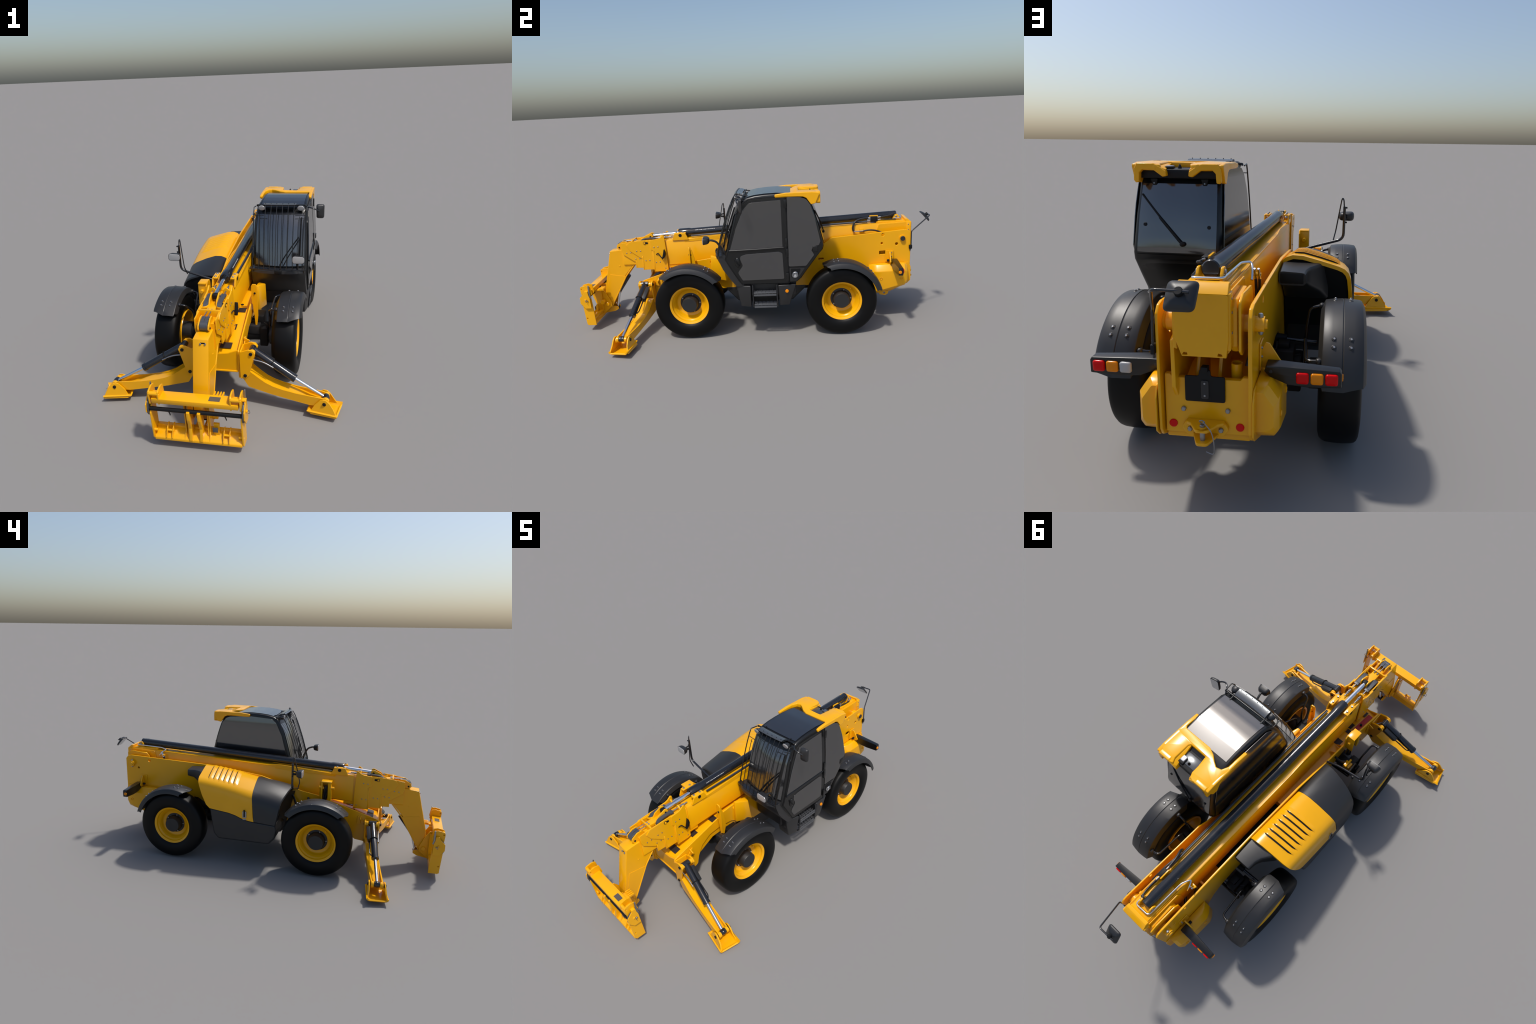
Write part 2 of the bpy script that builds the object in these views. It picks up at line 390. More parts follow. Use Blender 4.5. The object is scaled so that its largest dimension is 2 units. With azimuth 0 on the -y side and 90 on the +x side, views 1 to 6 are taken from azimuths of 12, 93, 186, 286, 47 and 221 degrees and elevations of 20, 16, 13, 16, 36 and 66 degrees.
    # lift-ram mounts beside the boom
    for s in (1, -1):
        if s > 0:
            plate('ram_mount', fillet([(.107, .365), (.107, .455), (.113, .466), (.130, .466), (.135, .455), (.138, .39), (.137, .30), (.130, .246), (.121, .246), (.118, .30), (.112, .36)], .004), 'y', -.362, -.356, YEL, CH, .0015)
            plate('ram_mount_rib', fillet([(-.356, .456), (-.348, .45), (-.335, .40), (-.325, .31), (-.345, .25), (-.356, .25)], .004), 'x', .1215, .1275, YEL, CH, .0015)
            hexa('cab_mount', [(.104, -.250, .275), (.121, -.248, .275), (.145, -.160, .265), (.104, -.13, .25), (.104, -.245, .408), (.119, -.243, .408), (.145, -.175, .392), (.104, -.15, .39)], YEL, CH, .004)
            cyl('ram_mount_pin', (.124, -.366, .42), (.124, -.35, .42), .005, DRK, CH)
        else:
            plate('ram_mount', fillet([(-.392, .36), (-.388, .455), (-.372, .474), (-.335, .474), (-.322, .46), (-.32, .37)], .006), 'x', -.113, -.107, YEL, CH, .0015)
            plate('ram_mount', fillet([(-.392, .36), (-.388, .462), (-.380, .474), (-.372, .462), (-.372, .36)], .003), 'x', -.150, -.113, YEL, CH, .0015)
            box('ram_mount_cap', (-.150, -.392, .466), (-.110, -.335, .474), YEL, CH, .002)
            box('ram_mount_rib', (-.150, -.342, .36), (-.110, -.335, .47), YEL, CH, .0015)
            cyl('ram_mount_pin', (-.130, -.405, .433), (-.130, -.322, .433), .009, YEL, CH)
            cyl('lift_ram', (-.130, -.362, .445), (-.130, -.345, .30), .014, GLO, CH)
    # underside: axles, driveline, belly
    for y in (-.346, .477):
        ax = empty('axle', ROOT, (0, y, .1895))
        lathe('axle_tube', [(-.25, 0), (-.25, .040), (-.215, .042), (-.20, .030), (-.12, .027), (-.055, .032), (-.04, .052), (0, .060), (.04, .052), (.055, .032), (.12, .027), (.20, .030), (.215, .042), (.25, .040), (.25, 0)], (0, 0, 0), (1, 0, 0), DRK, ax, 28)
        for s in (1, -1):
            box('knuckle', (s*.165-.02, -.04, -.045), (s*.165+.02, .04, .055), DRK, ax, .006)
            cyl('steering_ram', (s*.05, .055, .0), (s*.19, .055, .01), .008, GLO, ax)
            box('axle_bracket', (s*.115-.03, -.03, .015), (s*.115+.03, .03, .06), GRY, ax, .004)
        tube('brake_hose', [(.06, .02, .06), (.10, .04, .075), (.14, .03, .06), (.18, .0, .055)], .003, HOS, ax, .02, 8)
        tube('brake_hose', [(-.06, .02, .06), (-.10, .05, .08), (-.14, .03, .06), (-.18, .0, .055)], .003, HOS, ax, .02, 8)
    cyl('drive_shaft', (0, -.30, .19), (0, .43, .19), .018, DRK, CH)
    box('belly_pan', (-.0965, -.20, .185), (.0965, .36, .31), DRK, CH, .01)
    plate('belly_guard', fillet([(-.175, .215), (-.165, .195), (-.10, .125), (.215, .122), (.29, .195), (.30, .215)], .008), 'x', -.10, .104, PLA, CH, .006)
    box('rear_valve_block', (-.165, .455, .20), (-.112, .530, .275), DRK, CH, .006); box('rear_valve_block', (-.150, .47, .27), (-.116, .51, .290), DRK, CH, .004)
    cyl('link_rod', (-.105, .43, .275), (-.225, .425, .265), .006, GLO, CH); cyl('link_rod_boot', (-.100, .43, .277), (-.135, .428, .274), .012, DRK, CH)
    box('front_valve_block', (-.160, -.335, .215), (-.108, -.285, .285), DRK, CH, .006)
    box('lock_bracket', (-.186, -.312, .262), (-.150, -.278, .306), YEL, CH, .003); cyl('lock_pin', (-.168, -.32, .315), (-.168, -.27, .315), .006, YEL, CH)
    box('front_valve_block', (.112, -.335, .215), (.160, -.262, .285), DRK, CH, .006)
    tube('frame_hose', [(-.11, -.26, .36), (-.135, -.27, .33), (-.15, -.30, .30), (-.16, -.34, .25)], .006, HOS, CH, .02, 8)
    tube('frame_hose', [(.11, .40, .32), (.14, .42, .31), (.16, .45, .28), (.19, .47, .24)], .006, HOS, CH, .02, 8)
    box('gearbox', (-.07, -.02, .13), (.07, .18, .22), DRK, CH, .02)
chassis()

# ------------------------------------------------------------------ boom
BM = empty('boom', ROOT)
def boom():
    # outer section : slightly tapering box with chamfered corners, lofted along y
    def sect(y, w, zb, zt, c=.008): return [(w, y, zb+c), (w, y, zt-c), (w-c*.6, y, zt), (-(w-c*.6), y, zt), (-w, y, zt-c), (-w, y, zb+c), (-(w-c), y, zb), (w-c, y, zb)]
    top = lambda y: .5165+.0435*y
    rows = [sect(y, w, top(y)-h, top(y)-.002) for y, w, h in ((-.500, .0505, .158), (-.36, .0505, .157), (-.10, .052, .155), (.40, .054, .150), (.70, .055, .148), (.868, .055, .150))]
    loft('outer_boom', rows, YEL, BM, caps=True, cyclic=True)
    # raised top rails and rear end cap
    for s in (1, -1):
        plate('boom_rail', fillet([(-.40, top(-.40)-.006), (-.16, top(-.16)+.006), (-.08, top(-.08)+.008), (.0, top(0)-.002), (.86, top(.86)-.002), (.86, top(.86)-.02), (-.40, top(-.4)-.02)], .004), 'x', s*.0475, s*.0522, YEL, BM, .001)
        plate('boom_end_panel', fillet([(.70, .505), (.712, .541, .008), (.885, .550), (.885, .42), (.70, .42)], .003), 'x', s*.055, s*.0595, YEL, BM, .0015)
        box('boom_end_flange', (s*.0585-.004, .866, .425), (s*.0585+.004, .891, .549), YEL, BM, .001)
        for z in (.535, .505, .46): bolt((s*.0625, .876, z), (s, 0, 0), .003, STL, BM, .0015)
    bx = [(.058, .49), (.058, .545), (.054, .5475), (-.054, .5475), (-.058, .545), (-.058, .49), (-.058, .45), (-.053, .409), (.043, .409), (.058, .45)]
    plate('boom_end_cover', bx, 'y', .880, .894, YEL, BM, .0015, holes=[fillet([(.030, .412), (.043, .412), (.038, .4185), (.032, .4185)], .002), fillet([(-.034, .412), (-.046, .412), (-.042, .4185), (-.036, .4185)], .002)])
    hexa('boom_end_bevel', [(.058, .894, .5475), (-.058, .894, .5475), (-.058, .862, .5475), (.058, .862, .5475), (.056, .872, .5665), (-.056, .872, .5665), (-.056, .858, .5665), (.056, .858, .5665)], YEL, BM, .001, 1)
    box('boom_end_top', (-.048, .70, .545), (.048, .872, .5555), YEL, BM, .002)
    # pivot boss discs inside the chassis
    oct_ = fillet([(.742, .45), (.752, .42), (.862, .412), (.876, .43), (.876, .515), (.862, .531), (.76, .531), (.742, .51)], .006)
    plate('pivot_boss', oct_, 'x', -.074, -.058, YEL, BM, .004)
    plate('pivot_flange', fillet([(.735, .45), (.745, .412), (.862, .404), (.882, .42), (.882, .53), (.85, .540), (.75, .53), (.735, .51)], .01), 'x', -.083, -.077, YEL, BM, .0015)
    lathe('pivot_boss', [(.0, .024), (.03, .024), (.033, .02), (.04, .02)], (.058, .836, .468), (1, 0, 0), YEL, BM, 28)
    # telescopic sections and their collars
    for (y0, y1, w, zb, zt) in ((-.600, -.45, .0465, .322, .487), (-.665, -.50, .043, .333, .480), (-.775, -.56, .0395, .345, .462)):
        loft('inner_boom', [sect(y0, w, zb, zt, .005), sect(y1, w, zb, zt, .005)], YEL, BM, caps=True, cyclic=True)
    P1 = [(-.586, .306), (-.525, .308), (-.507, .313), (-.509, .417), (-.515, .520), (-.523, .523), (-.541, .508), (-.557, .502), (-.600, .497), (-.600, .44), (-.5805, .432), (-.588, .376)]
    P2 = [(-.653, .318), (-.58, .318), (-.58, .498), (-.648, .496), (-.722, .489), (-.745, .468), (-.724, .434), (-.660, .386), (-.652, .400)]
    P3 = [(-.697, .330), (-.64, .328), (-.64, .49), (-.722, .488), (-.775, .481), (-.777, .438), (-.769, .414), (-.707, .370), (-.699, .369)]
    for s in (1, -1):
        for P, x0, x1 in ((P1, .0505, .0575), (P2, .0465, .0520), (P3, .0420, .0475)):
            plate('boom_collar', fillet(P, .004), 'x', s*x0, s*x1, YEL, BM, .0012)
        box('collar_rib', (s*.0545-.004, -.5905, .306), (s*.0545+.004, -.583, .434), YEL, BM, .001)
        box('collar_rib', (s*.0495-.004, -.657, .318), (s*.0495+.004, -.650, .402), YEL, BM, .001)
        box('collar_rib', (s*.0445-.004, -.701, .330), (s*.0445+.004, -.695, .370), YEL, BM, .001)
        for pts, x in (([(-.747, .422), (-.723, .424), (-.698, .385), (-.674, .387), (-.686, .433), (-.662, .433)], .0475), ([(-.637, .374), (-.614, .375)], .052), ([(-.58, .454), (-.556, .456), (-.575, .363), (-.552, .365), (-.523, .327)], .0575)):
            for k, (y, z) in enumerate(pts):
                xx = .052 if (x < .05 and k > 3) else x
                bolt((s*xx, y, z), (s, 0, 0), .0032, STL, BM, .0018)
        # chain anchor pin with its black keeper
        lathe('anchor_pin', [(0, .0), (0, .0055), (.004, .0055), (.005, .0045), (.005, 0)], (s*.052, -.634, .480), (s, 0, 0), YEL, BM, 18)
        kee = [(-.634+.0085*math.cos(a), .480+.0085*math.sin(a)) for a in [math.radians(40+20*k) for k in range(15)]]+[(-.616, .4745), (-.612, .480), (-.616, .4855)]
        plate('pin_keeper', kee, 'x', s*.0520, s*.0538, DRK, BM, .0004)
    # cross plates and bottom of the collars
    box('collar_floor', (-.051, -.586, .3045), (.051, -.507, .311), YEL, BM, .001)
    box('collar_floor', (-.047, -.653, .317), (.047, -.585, .323), YEL, BM, .001)
    box('collar_floor', (-.043, -.697, .329), (.043, -.65, .334), YEL, BM, .001)
    box('cross_bar', (-.046, -.714, .455), (.046, -.706, .494), YEL, BM, .0012)
    box('top_web', (-.019, -.706, .466), (.019, -.60, .486), YEL, BM, .003)
    for s in (1, -1):
        tube('web_wing', [(s*.044, -.680, .484), (s*.030, -.678, .484), (s*.020, -.668, .484), (s*.015, -.62, .484), (s*.013, -.60, .486)], .0022, YEL, BM, .008, 8, 3.5)
        # rod-end lugs
        plate('rod_lug', fillet([(-.665, .480), (-.645, .508), (-.605, .5265), (-.592, .524), (-.588, .508), (-.598, .480)], .006), 'x', s*.0135, s*.0195, YEL, BM, .0012)
        cyl('rod_pin', (s*.010, -.604, .508), (s*.021, -.604, .508), .0055, DRK, BM)
    # extension ram on top of the boom
    RAM = empty('extension_ram', ROOT)
    rt = lambda y: .5585+.0385*y          # centre line
    a, b = (-.004, .819, .581), (-.002, -.437, .5205)
    d = (Vector(b)-Vector(a)); L = d.length
    lathe('ram_barrel', [(0, 0), (0, .019), (.003, .0213), (.035, .0213), (.037, .0219), (L-.075, .0219), (L-.062, .0248), (L-.010, .0255), (L, .023), (L, 0)], a, d, GLO, RAM, 36)
    cyl('ram_rod', b, (-.002, -.598, .5085), .0112, CHR, RAM)
    box('ram_rod_eye', (-.0135, -.617, .496), (.0115, -.59, .521), DRK, RAM, .006, 3)
    for k in range(10):
        t = 2*math.pi*k/10; _, u, w = frame_of(d)
        bolt(Vector(b)+(u*math.cos(t)+w*math.sin(t))*.0185, d, .0026, DRK, RAM, .003)
    # faint maker's marking along the barrel : a row of small pale strokes
    for k in range(16):
        t = L-.10-k*.0075
        p = Vector(a)+d.normalized()*t+Vector((.0177, 0, .0131))
        o = box('marking', (-.0003, -.0016-.0008*(k % 3), -.0018), (.0003, .0014, .0018), PAL, RAM, 0); o.location = p; o.rotation_euler = (0, math.radians(-37), 0)
    for s in (1, -1):
        plate('ram_clamp', fillet([(-.470, .490), (-.452, .5305), (-.390, .5315), (-.372, .492)], .004), 'x', s*.0500, s*.0570, YEL, RAM, .0015)
        box('ram_clamp_cap', (s*.042-.011, -.455, .5265), (s*.042+.011, -.388, .5325), YEL, RAM, .002)
        for y in (-.442, -.405): bolt((s*.042, y, .5325), (0, 0, 1), .0055, STL, RAM, .005)
        lathe('clamp_dark_disc', [(0, 0), (0, .0095), (.0012, .0095), (.0012, 0)], (s*.0569, -.420, .519), (s, 0, 0), DRK, RAM, 20)  # dark disc on the clamp face where a notch would be cut
        plate('ram_rear_lug', fillet([(.792, .552), (.797, .574), (.807, .587), (.823, .587), (.833, .574), (.838, .552)], .006), 'x', s*.027-.0035-.004, s*.027+.0035-.004, YEL, RAM, .0015)
        bolt((s*.0305-.004, .815, .576), (s, 0, 0), .0055, STL, RAM, .004)
    # chains and their adjusters on top of the head
    CHA = empty('chain_set', ROOT)
    for s in (1, -1):
        rows = []
        for y, z, t in ((-.668, .470, 0), (-.662, .484, 0), (-.650, .4935, 0), (-.630, .498, 0), (-.60, .501, 0), (-.585, .5025, 0)):
            rows.append([(s*.0305-.0105, y, z), (s*.0305+.0105, y, z)])
        loft('lift_chain', rows, CHN, CHA, thick=-.006 if s > 0 else -.006)
        cyl('chain_sheave', (s*.0305-.010, -.646, .475), (s*.0305+.010, -.646, .475), .021, CHN, CHA, .001, 32)
        box('chain_clevis', (s*.0305-.0115, -.590, .496), (s*.0305+.0115, -.571, .507), CHN, CHA, .002)
        cyl('chain_bolt', (s*.0305, -.575, .5025), (s*.0305, -.480, .506), .0032, STL, CHA)
        for k, (y, r) in enumerate(((-.528, .0065), (-.519, .0075), (-.510, .0068), (-.503, .0055))): cyl('chain_nut', (s*.0305, y, .504), (s*.0305, y+.007, .5045), r, STL, CHA, .001, 10)
        plate('chain_anchor', fillet([(s*.048, .485), (s*.048, .508), (s*.034, .520), (s*.027, .520), (s*.016, .506), (s*.016, .485)], .005), 'y', -.540, -.532, YEL, CHA, .0012)
        # front pair
        x = s*.0085
        rows = [[(x-.0075, y, z), (x+.0075, y, z)] for y, z in ((-.7985, .440), (-.806, .452), (-.803, .467), (-.793, .477), (-.778, .483), (-.764, .485), (-.756, .486))]
        loft('tilt_chain', rows, CHN, CHA, thick=.005)
        cyl('chain_bolt', (x, -.758, .485), (x, -.695, .488), .0022, STL, CHA)
        for k in range(3): cyl('chain_nut', (x, -.712+k*.006, .487), (x, -.707+k*.006, .4875), .0052-.0006*k, STL, CHA, .0008, 10)
        plate('chain_lug', fillet([(-.80, .440), (-.812, .452), (-.806, .468), (-.775, .487), (-.75, .487), (-.735, .470), (-.735, .44)], .006), 'x', s*.0215-.003, s*.0215+.003, YEL, CHA, .0012)
        bolt((s*.0245, -.795, .452), (s, 0, 0), .005, DRK, CHA, .003)
    cyl('chain_sheave', (-.0165, -.788, .459), (.0165, -.788, .459), .0205, CHN, CHA, .001, 32)
    # gooseneck head
    G = [(-.853, .432), (-.778, .440), (-.705, .365), (-.775, .283), (-.854, .146), (-.893, .078), (-.917, .125), (-.912, .19), (-.892, .272)]
    plate('boom_head', fillet(G, .004), 'x', -.0325, .0325, YEL, BM, .003)
    for s in (1, -1):
        plate('head_side', fillet([(-.868, .29), (-.775, .275), (-.846, .145), (-.888, .09), (-.905, .12), (-.902, .19)], .006), 'x', s*.0325, s*.0340, YEL, BM, .0006)
        bolt((s*.0325, -.805, .340), (s, 0, 0), .004, YEL, BM, .002)
        tube('head_rear_rib', [(s*.031, -.705, .360), (s*.031, -.773, .277), (s*.033, -.852, .140), (s*.033, -.888, .08)], .004, YEL, BM, .01, 8)
    box('head_dark_patch', (-.002, -.8575, .410), (.022, -.851, .420), DRK, BM, .003)  # dark block let into the face, no slot is cut
    for x in (.0, .02): cyl('head_stud', (x, -.862, .414), (x, -.852, .414), .004, STL, BM)
    # tilt ram behind the gooseneck
    cyl('tilt_ram', (0, -.765, .275), (0, -.838, .175), .013, GLO, BM)
    cyl('tilt_ram_rod', (0, -.836, .178), (0, -.864, .070), .008, CHR, BM)
    cyl('tilt_ram_eye', (-.012, -.864, .068), (.012, -.864, .068), .013, DRK, BM)
    tube('tilt_hose', [(.012, -.79, .25), (.016, -.80, .22), (.015, -.835, .185)], .0035, HOS, BM, .01, 8)
    # work lamp on the right collar
    plate('work_lamp', fillet([(-.5195, .446), (-.514, .434), (-.5115, .418), (-.5155, .402), (-.525, .390), (-.538, .381), (-.5325, .398), (-.526, .420)], .003), 'x', .062, .078, DRK, BM, .003)
    tube('work_lamp_arm', [(.058, -.570, .411), (.066, -.557, .421), (.072, -.538, .395), (.074, -.53, .39)], .0028, DRK, BM, .006, 8)
boom()

# ------------------------------------------------------------------ hydraulic lines at the boom tail
HY = empty('hydraulic_lines', ROOT)
def hydraulics():
    box('valve_block', (.030, .668, .552), (.048, .708, .582), DRK, HY, .002)
    box('valve_bracket', (.024, .665, .549), (.030, .712, .586), YEL, HY, .001)
    for z in (.560, .568, .576): cyl('fitting', (.039, .650, z-.001), (.039, .670, z), .004, STL, HY); 
    for z in (.562, .576): cyl('fitting', (.039, .706, z), (.039, .726, z+.002), .004, STL, HY)
    tube('hose', [(.039, .655, .575), (.044, .61, .572), (.058, .575, .558), (.065, .566, .525), (.066, .570, .508)], .0058, HOS, HY, .03, 10)
    tube('hose', [(.066, .570, .506), (.068, .60, .506), (.068, .625, .507)], .0035, STL, HY, .01)
    tube('hose', [(.068, .625, .507), (.070, .66, .513), (.072, .70, .508), (.078, .735, .492)], .0045, HOS, HY, .02)
    box('line_clamp', (.0585, .605, .492), (.066, .628, .520), YEL, HY, .001)
    tube('hose', [(.039, .726, .565), (.042, .76, .563), (.040, .81, .562)], .0038, HOS, HY, .02)
    tube('hose', [(.039, .726, .578), (.038, .77, .584), (.030, .80, .592), (.020, .806, .594)], .0038, HOS, HY, .02)
    for k, x in enumerate((.040, .046)):
        tube('boom_pipe', [(x, .65, .556-.003*k), (x, .30, .542-.003*k), (x, -.10, .526-.003*k), (x-.004, -.36, .512)], .0032, HOS if k else CHN, HY, .03, 8)
    tube('steel_pipe', [(.030, .80, .566), (.034, .842, .5665), (-.036, .840, .5675), (-.042, .669, .562), (-.060, .630, .556), (-.068, .652, .545), (-.069, .672, .520)], .0034, CHR, HY, .014)
    for k in range(2):
        cyl('fitting', (-.074-.010*k, .64, .515), (-.073-.010*k, .655, .545), .0035, CHR, HY)
        tube('hose', [(-.074-.010*k, .64, .515), (-.075-.008*k, .636, .48), (-.078, .66, .43)], .004, HOS, HY, .02)
    box('line_clamp', (-.088, .636, .522), (-.068, .644, .530), YEL, HY, .001)
    tube('hose', [(-.05, .69, .40), (-.09, .74, .39), (-.092, .80, .40), (-.085, .82, .36)], .006, HOS, HY, .03)
hydraulics()

# ------------------------------------------------------------------ carriage
def carriage():
    CA = empty('carriage', ROOT)
    # headstock tube (slightly tilted)
    box('top_beam', (-.176, -.994, .2155), (.176, -.942, .2390), YEL, CA, .003, rot=('X', 6), piv=(0, -.968, .2225))
    o = box('safety_plate', (.055, -.980, .2385), (.100, -.955, .2400), STK, CA, 0, rot=('X', 6), piv=(0, -.968, .2225))
    side = [(-.984, .044), (-.977, .034), (-.930, .034), (-.936, .143), (-.939, .20), (-.930, .246), (-.937, .276), (-.960, .278), (-.998, .266), (-.999, .222), (-.992, .163)]
    brk = [(-1.0, .207), (-.972, .236), (-.970, .246), (-.951, .246), (-.949, .224), (-.943, .205), (-.940, .143), (-.975, .143), (-.992, .165), (-1.0, .174)]
    for s in (1, -1):
        low = [(-.985, .044), (-.978, .034), (-.930, .034), (-.936, .143), (-.94, .20), (-.975, .20), (-.994, .165)]
        plate('side_plate', fillet(low, .003), 'x', s*.182, s*.189, YEL, CA, .0012, holes=[circ(-.978, .077, .004, 14)])
        plate('side_bracket', fillet(brk, .003), 'x', s*.1965, s*.2015, YEL, CA, .0012)
        box('bracket_bridge', (s*.185-.015, -.970, .238), (s*.185+.0155, -.951, .2455), YEL, CA, .002)
        plate('latch_wedge', fillet([(-.995, .16), (-1.0, .185), (-.995, .215), (-.975, .232), (-.962, .225), (-.975, .19), (-.978, .15)], .006), 'x', s*.190, s*.196, CHN, CA, .0012)
        plate('latch_handle', fillet([(-.948, .278), (-.941, .278), (-.940, .222), (-.935, .205), (-.942, .200), (-.950, .222)], .002), 'x', s*.191, s*.196, STL, CA, .0012)
        bolt((s*.2015, -.968, .196), (s, 0, 0), .006, YEL, CA, .005)
        bolt((s*.2015, -.957, .190), (s, 0, 0), .004, STL, CA, .006)
        tube('clip_ring', [(s*.203, -.965, .197), (s*.213, -.965, .199), (s*.214, -.962, .183), (s*.205, -.962, .182)], .0012, STL, CA, .004, 6)
        # fork hanger lugs
        lug = [(-.9955, .266), (-.988, .271), (-.962, .277), (-.940, .272), (-.932, .225), (-.945, .207), (-.992, .207), (-.9965, .25)]
        for x in (.184, .146):
            plate('hanger_lug', fillet(lug, .006), 'x', s*x-.003, s*x+.003, YEL, CA, .001, holes=[circ(-.9895, .2565, .0035, 12)])
        lathe('hanger_pin', [(0, .003), (0, .0085), (.041, .0085), (.041, .003)], (s*.1445, -.9885, .2565), (s, 0, 0), YEL, CA, 20, close=True)
        # fork stop brackets on the lower beam
        for dx in (-.012, .012):
            plate('stop_rib', fillet([(-.992, .050), (-.975, .048), (-.945, .098), (-.955, .100), (-.975, .085)], .003), 'x', s*.118+dx-.0015, s*.118+dx+.0015, YEL, CA, .0006)
        cyl('stop_pin', (s*.118-.015, -.972, .075), (s*.118+.015, -.972, .075), .0045, YEL, CA)
        cyl('side_stud', (s*.168, -.978, .077), (s*.1825, -.978, .077), .0055, YEL, CA)
        # inner hangers around the gooseneck
        plate('pivot_plate', fillet([(-.965, .214), (-.930, .212), (-.908, .180), (-.878, .112), (-.884, .090), (-.935, .044), (-.970, .06), (-.962, .16)], .006), 'x', s*.0385, s*.0445, YEL, CA, .0012)
        lathe('pivot_pin', [(0, 0), (0, .012), (.008, .012), (.010, .010), (.010, 0)], (s*.0445, -.903, .108), (s, 0, 0), YEL, CA, 22)
        # upright fork guides at the front
        plate('fork_guide', fillet([(-1.0, .186), (-.975, .19), (-.955, .13), (-.955, .05), (-.990, .042), (-.982, .10), (-.998, .150)], .004), 'x', -.006+s*.022-.0065, -.006+s*.022+.0065, YEL, CA, .0012)
        plate('inner_rib', fillet([(-.968, .20), (-.93, .20), (-.93, .06), (-.988, .042), (-.965, .08)], .003), 'x', -.002+s*.051-.0025, -.002+s*.051+.0025, YEL, CA, .001)
        plate('crank', fillet([(-.94, .040), (-.872, .052), (-.850, .064), (-.852, .080), (-.866, .084), (-.93, .085)], .008), 'x', s*.018-.004, s*.018+.004, YEL, CA, .001)
    # lower beam, shaft
    hexa('bottom_beam', [(-.182, -.987, .034), (.182, -.987, .034), (.182, -.932, .036), (-.182, -.932, .036), (-.182, -.986, .046), (.182, -.986, .046), (.182, -.945, .078), (-.182, -.945, .078)], YEL, CA, .003)
    box('bottom_rail', (-.182, -.950, .070), (.182, -.932, .082), YEL, CA, .002)
    cyl('fork_shaft', (-.192, -.985, .183), (.192, -.985, .183), .0085, DRK, CA)
    for x in (-.115, .115): tube('grease_nipple', [(x, -.982, .175), (x+.006, -.982, .166), (x+.010, -.986, .158)], .0022, DRK, CA, .003, 6)
    # hose comb and coupling box
    box('hose_comb', (.056, -.940, .212), (.098, -.915, .218), YEL, CA, .001)
    for x in (.060, .073, .085, .096): box('comb_tooth', (x-.003, -.925, .212), (x+.003, -.897, .226), YEL, CA, .0015)
    box('coupling_bracket', (.062, -.962, .062), (.086, -.952, .118), YEL, CA, .001)
    box('coupling_plate', (.060, -.972, .084), (.082, -.970, .106), CHN, CA, .0005)
    cyl('link_drum', (.045, -.925, .130), (.075, -.925, .130), .014, YEL, CA)
carriage()

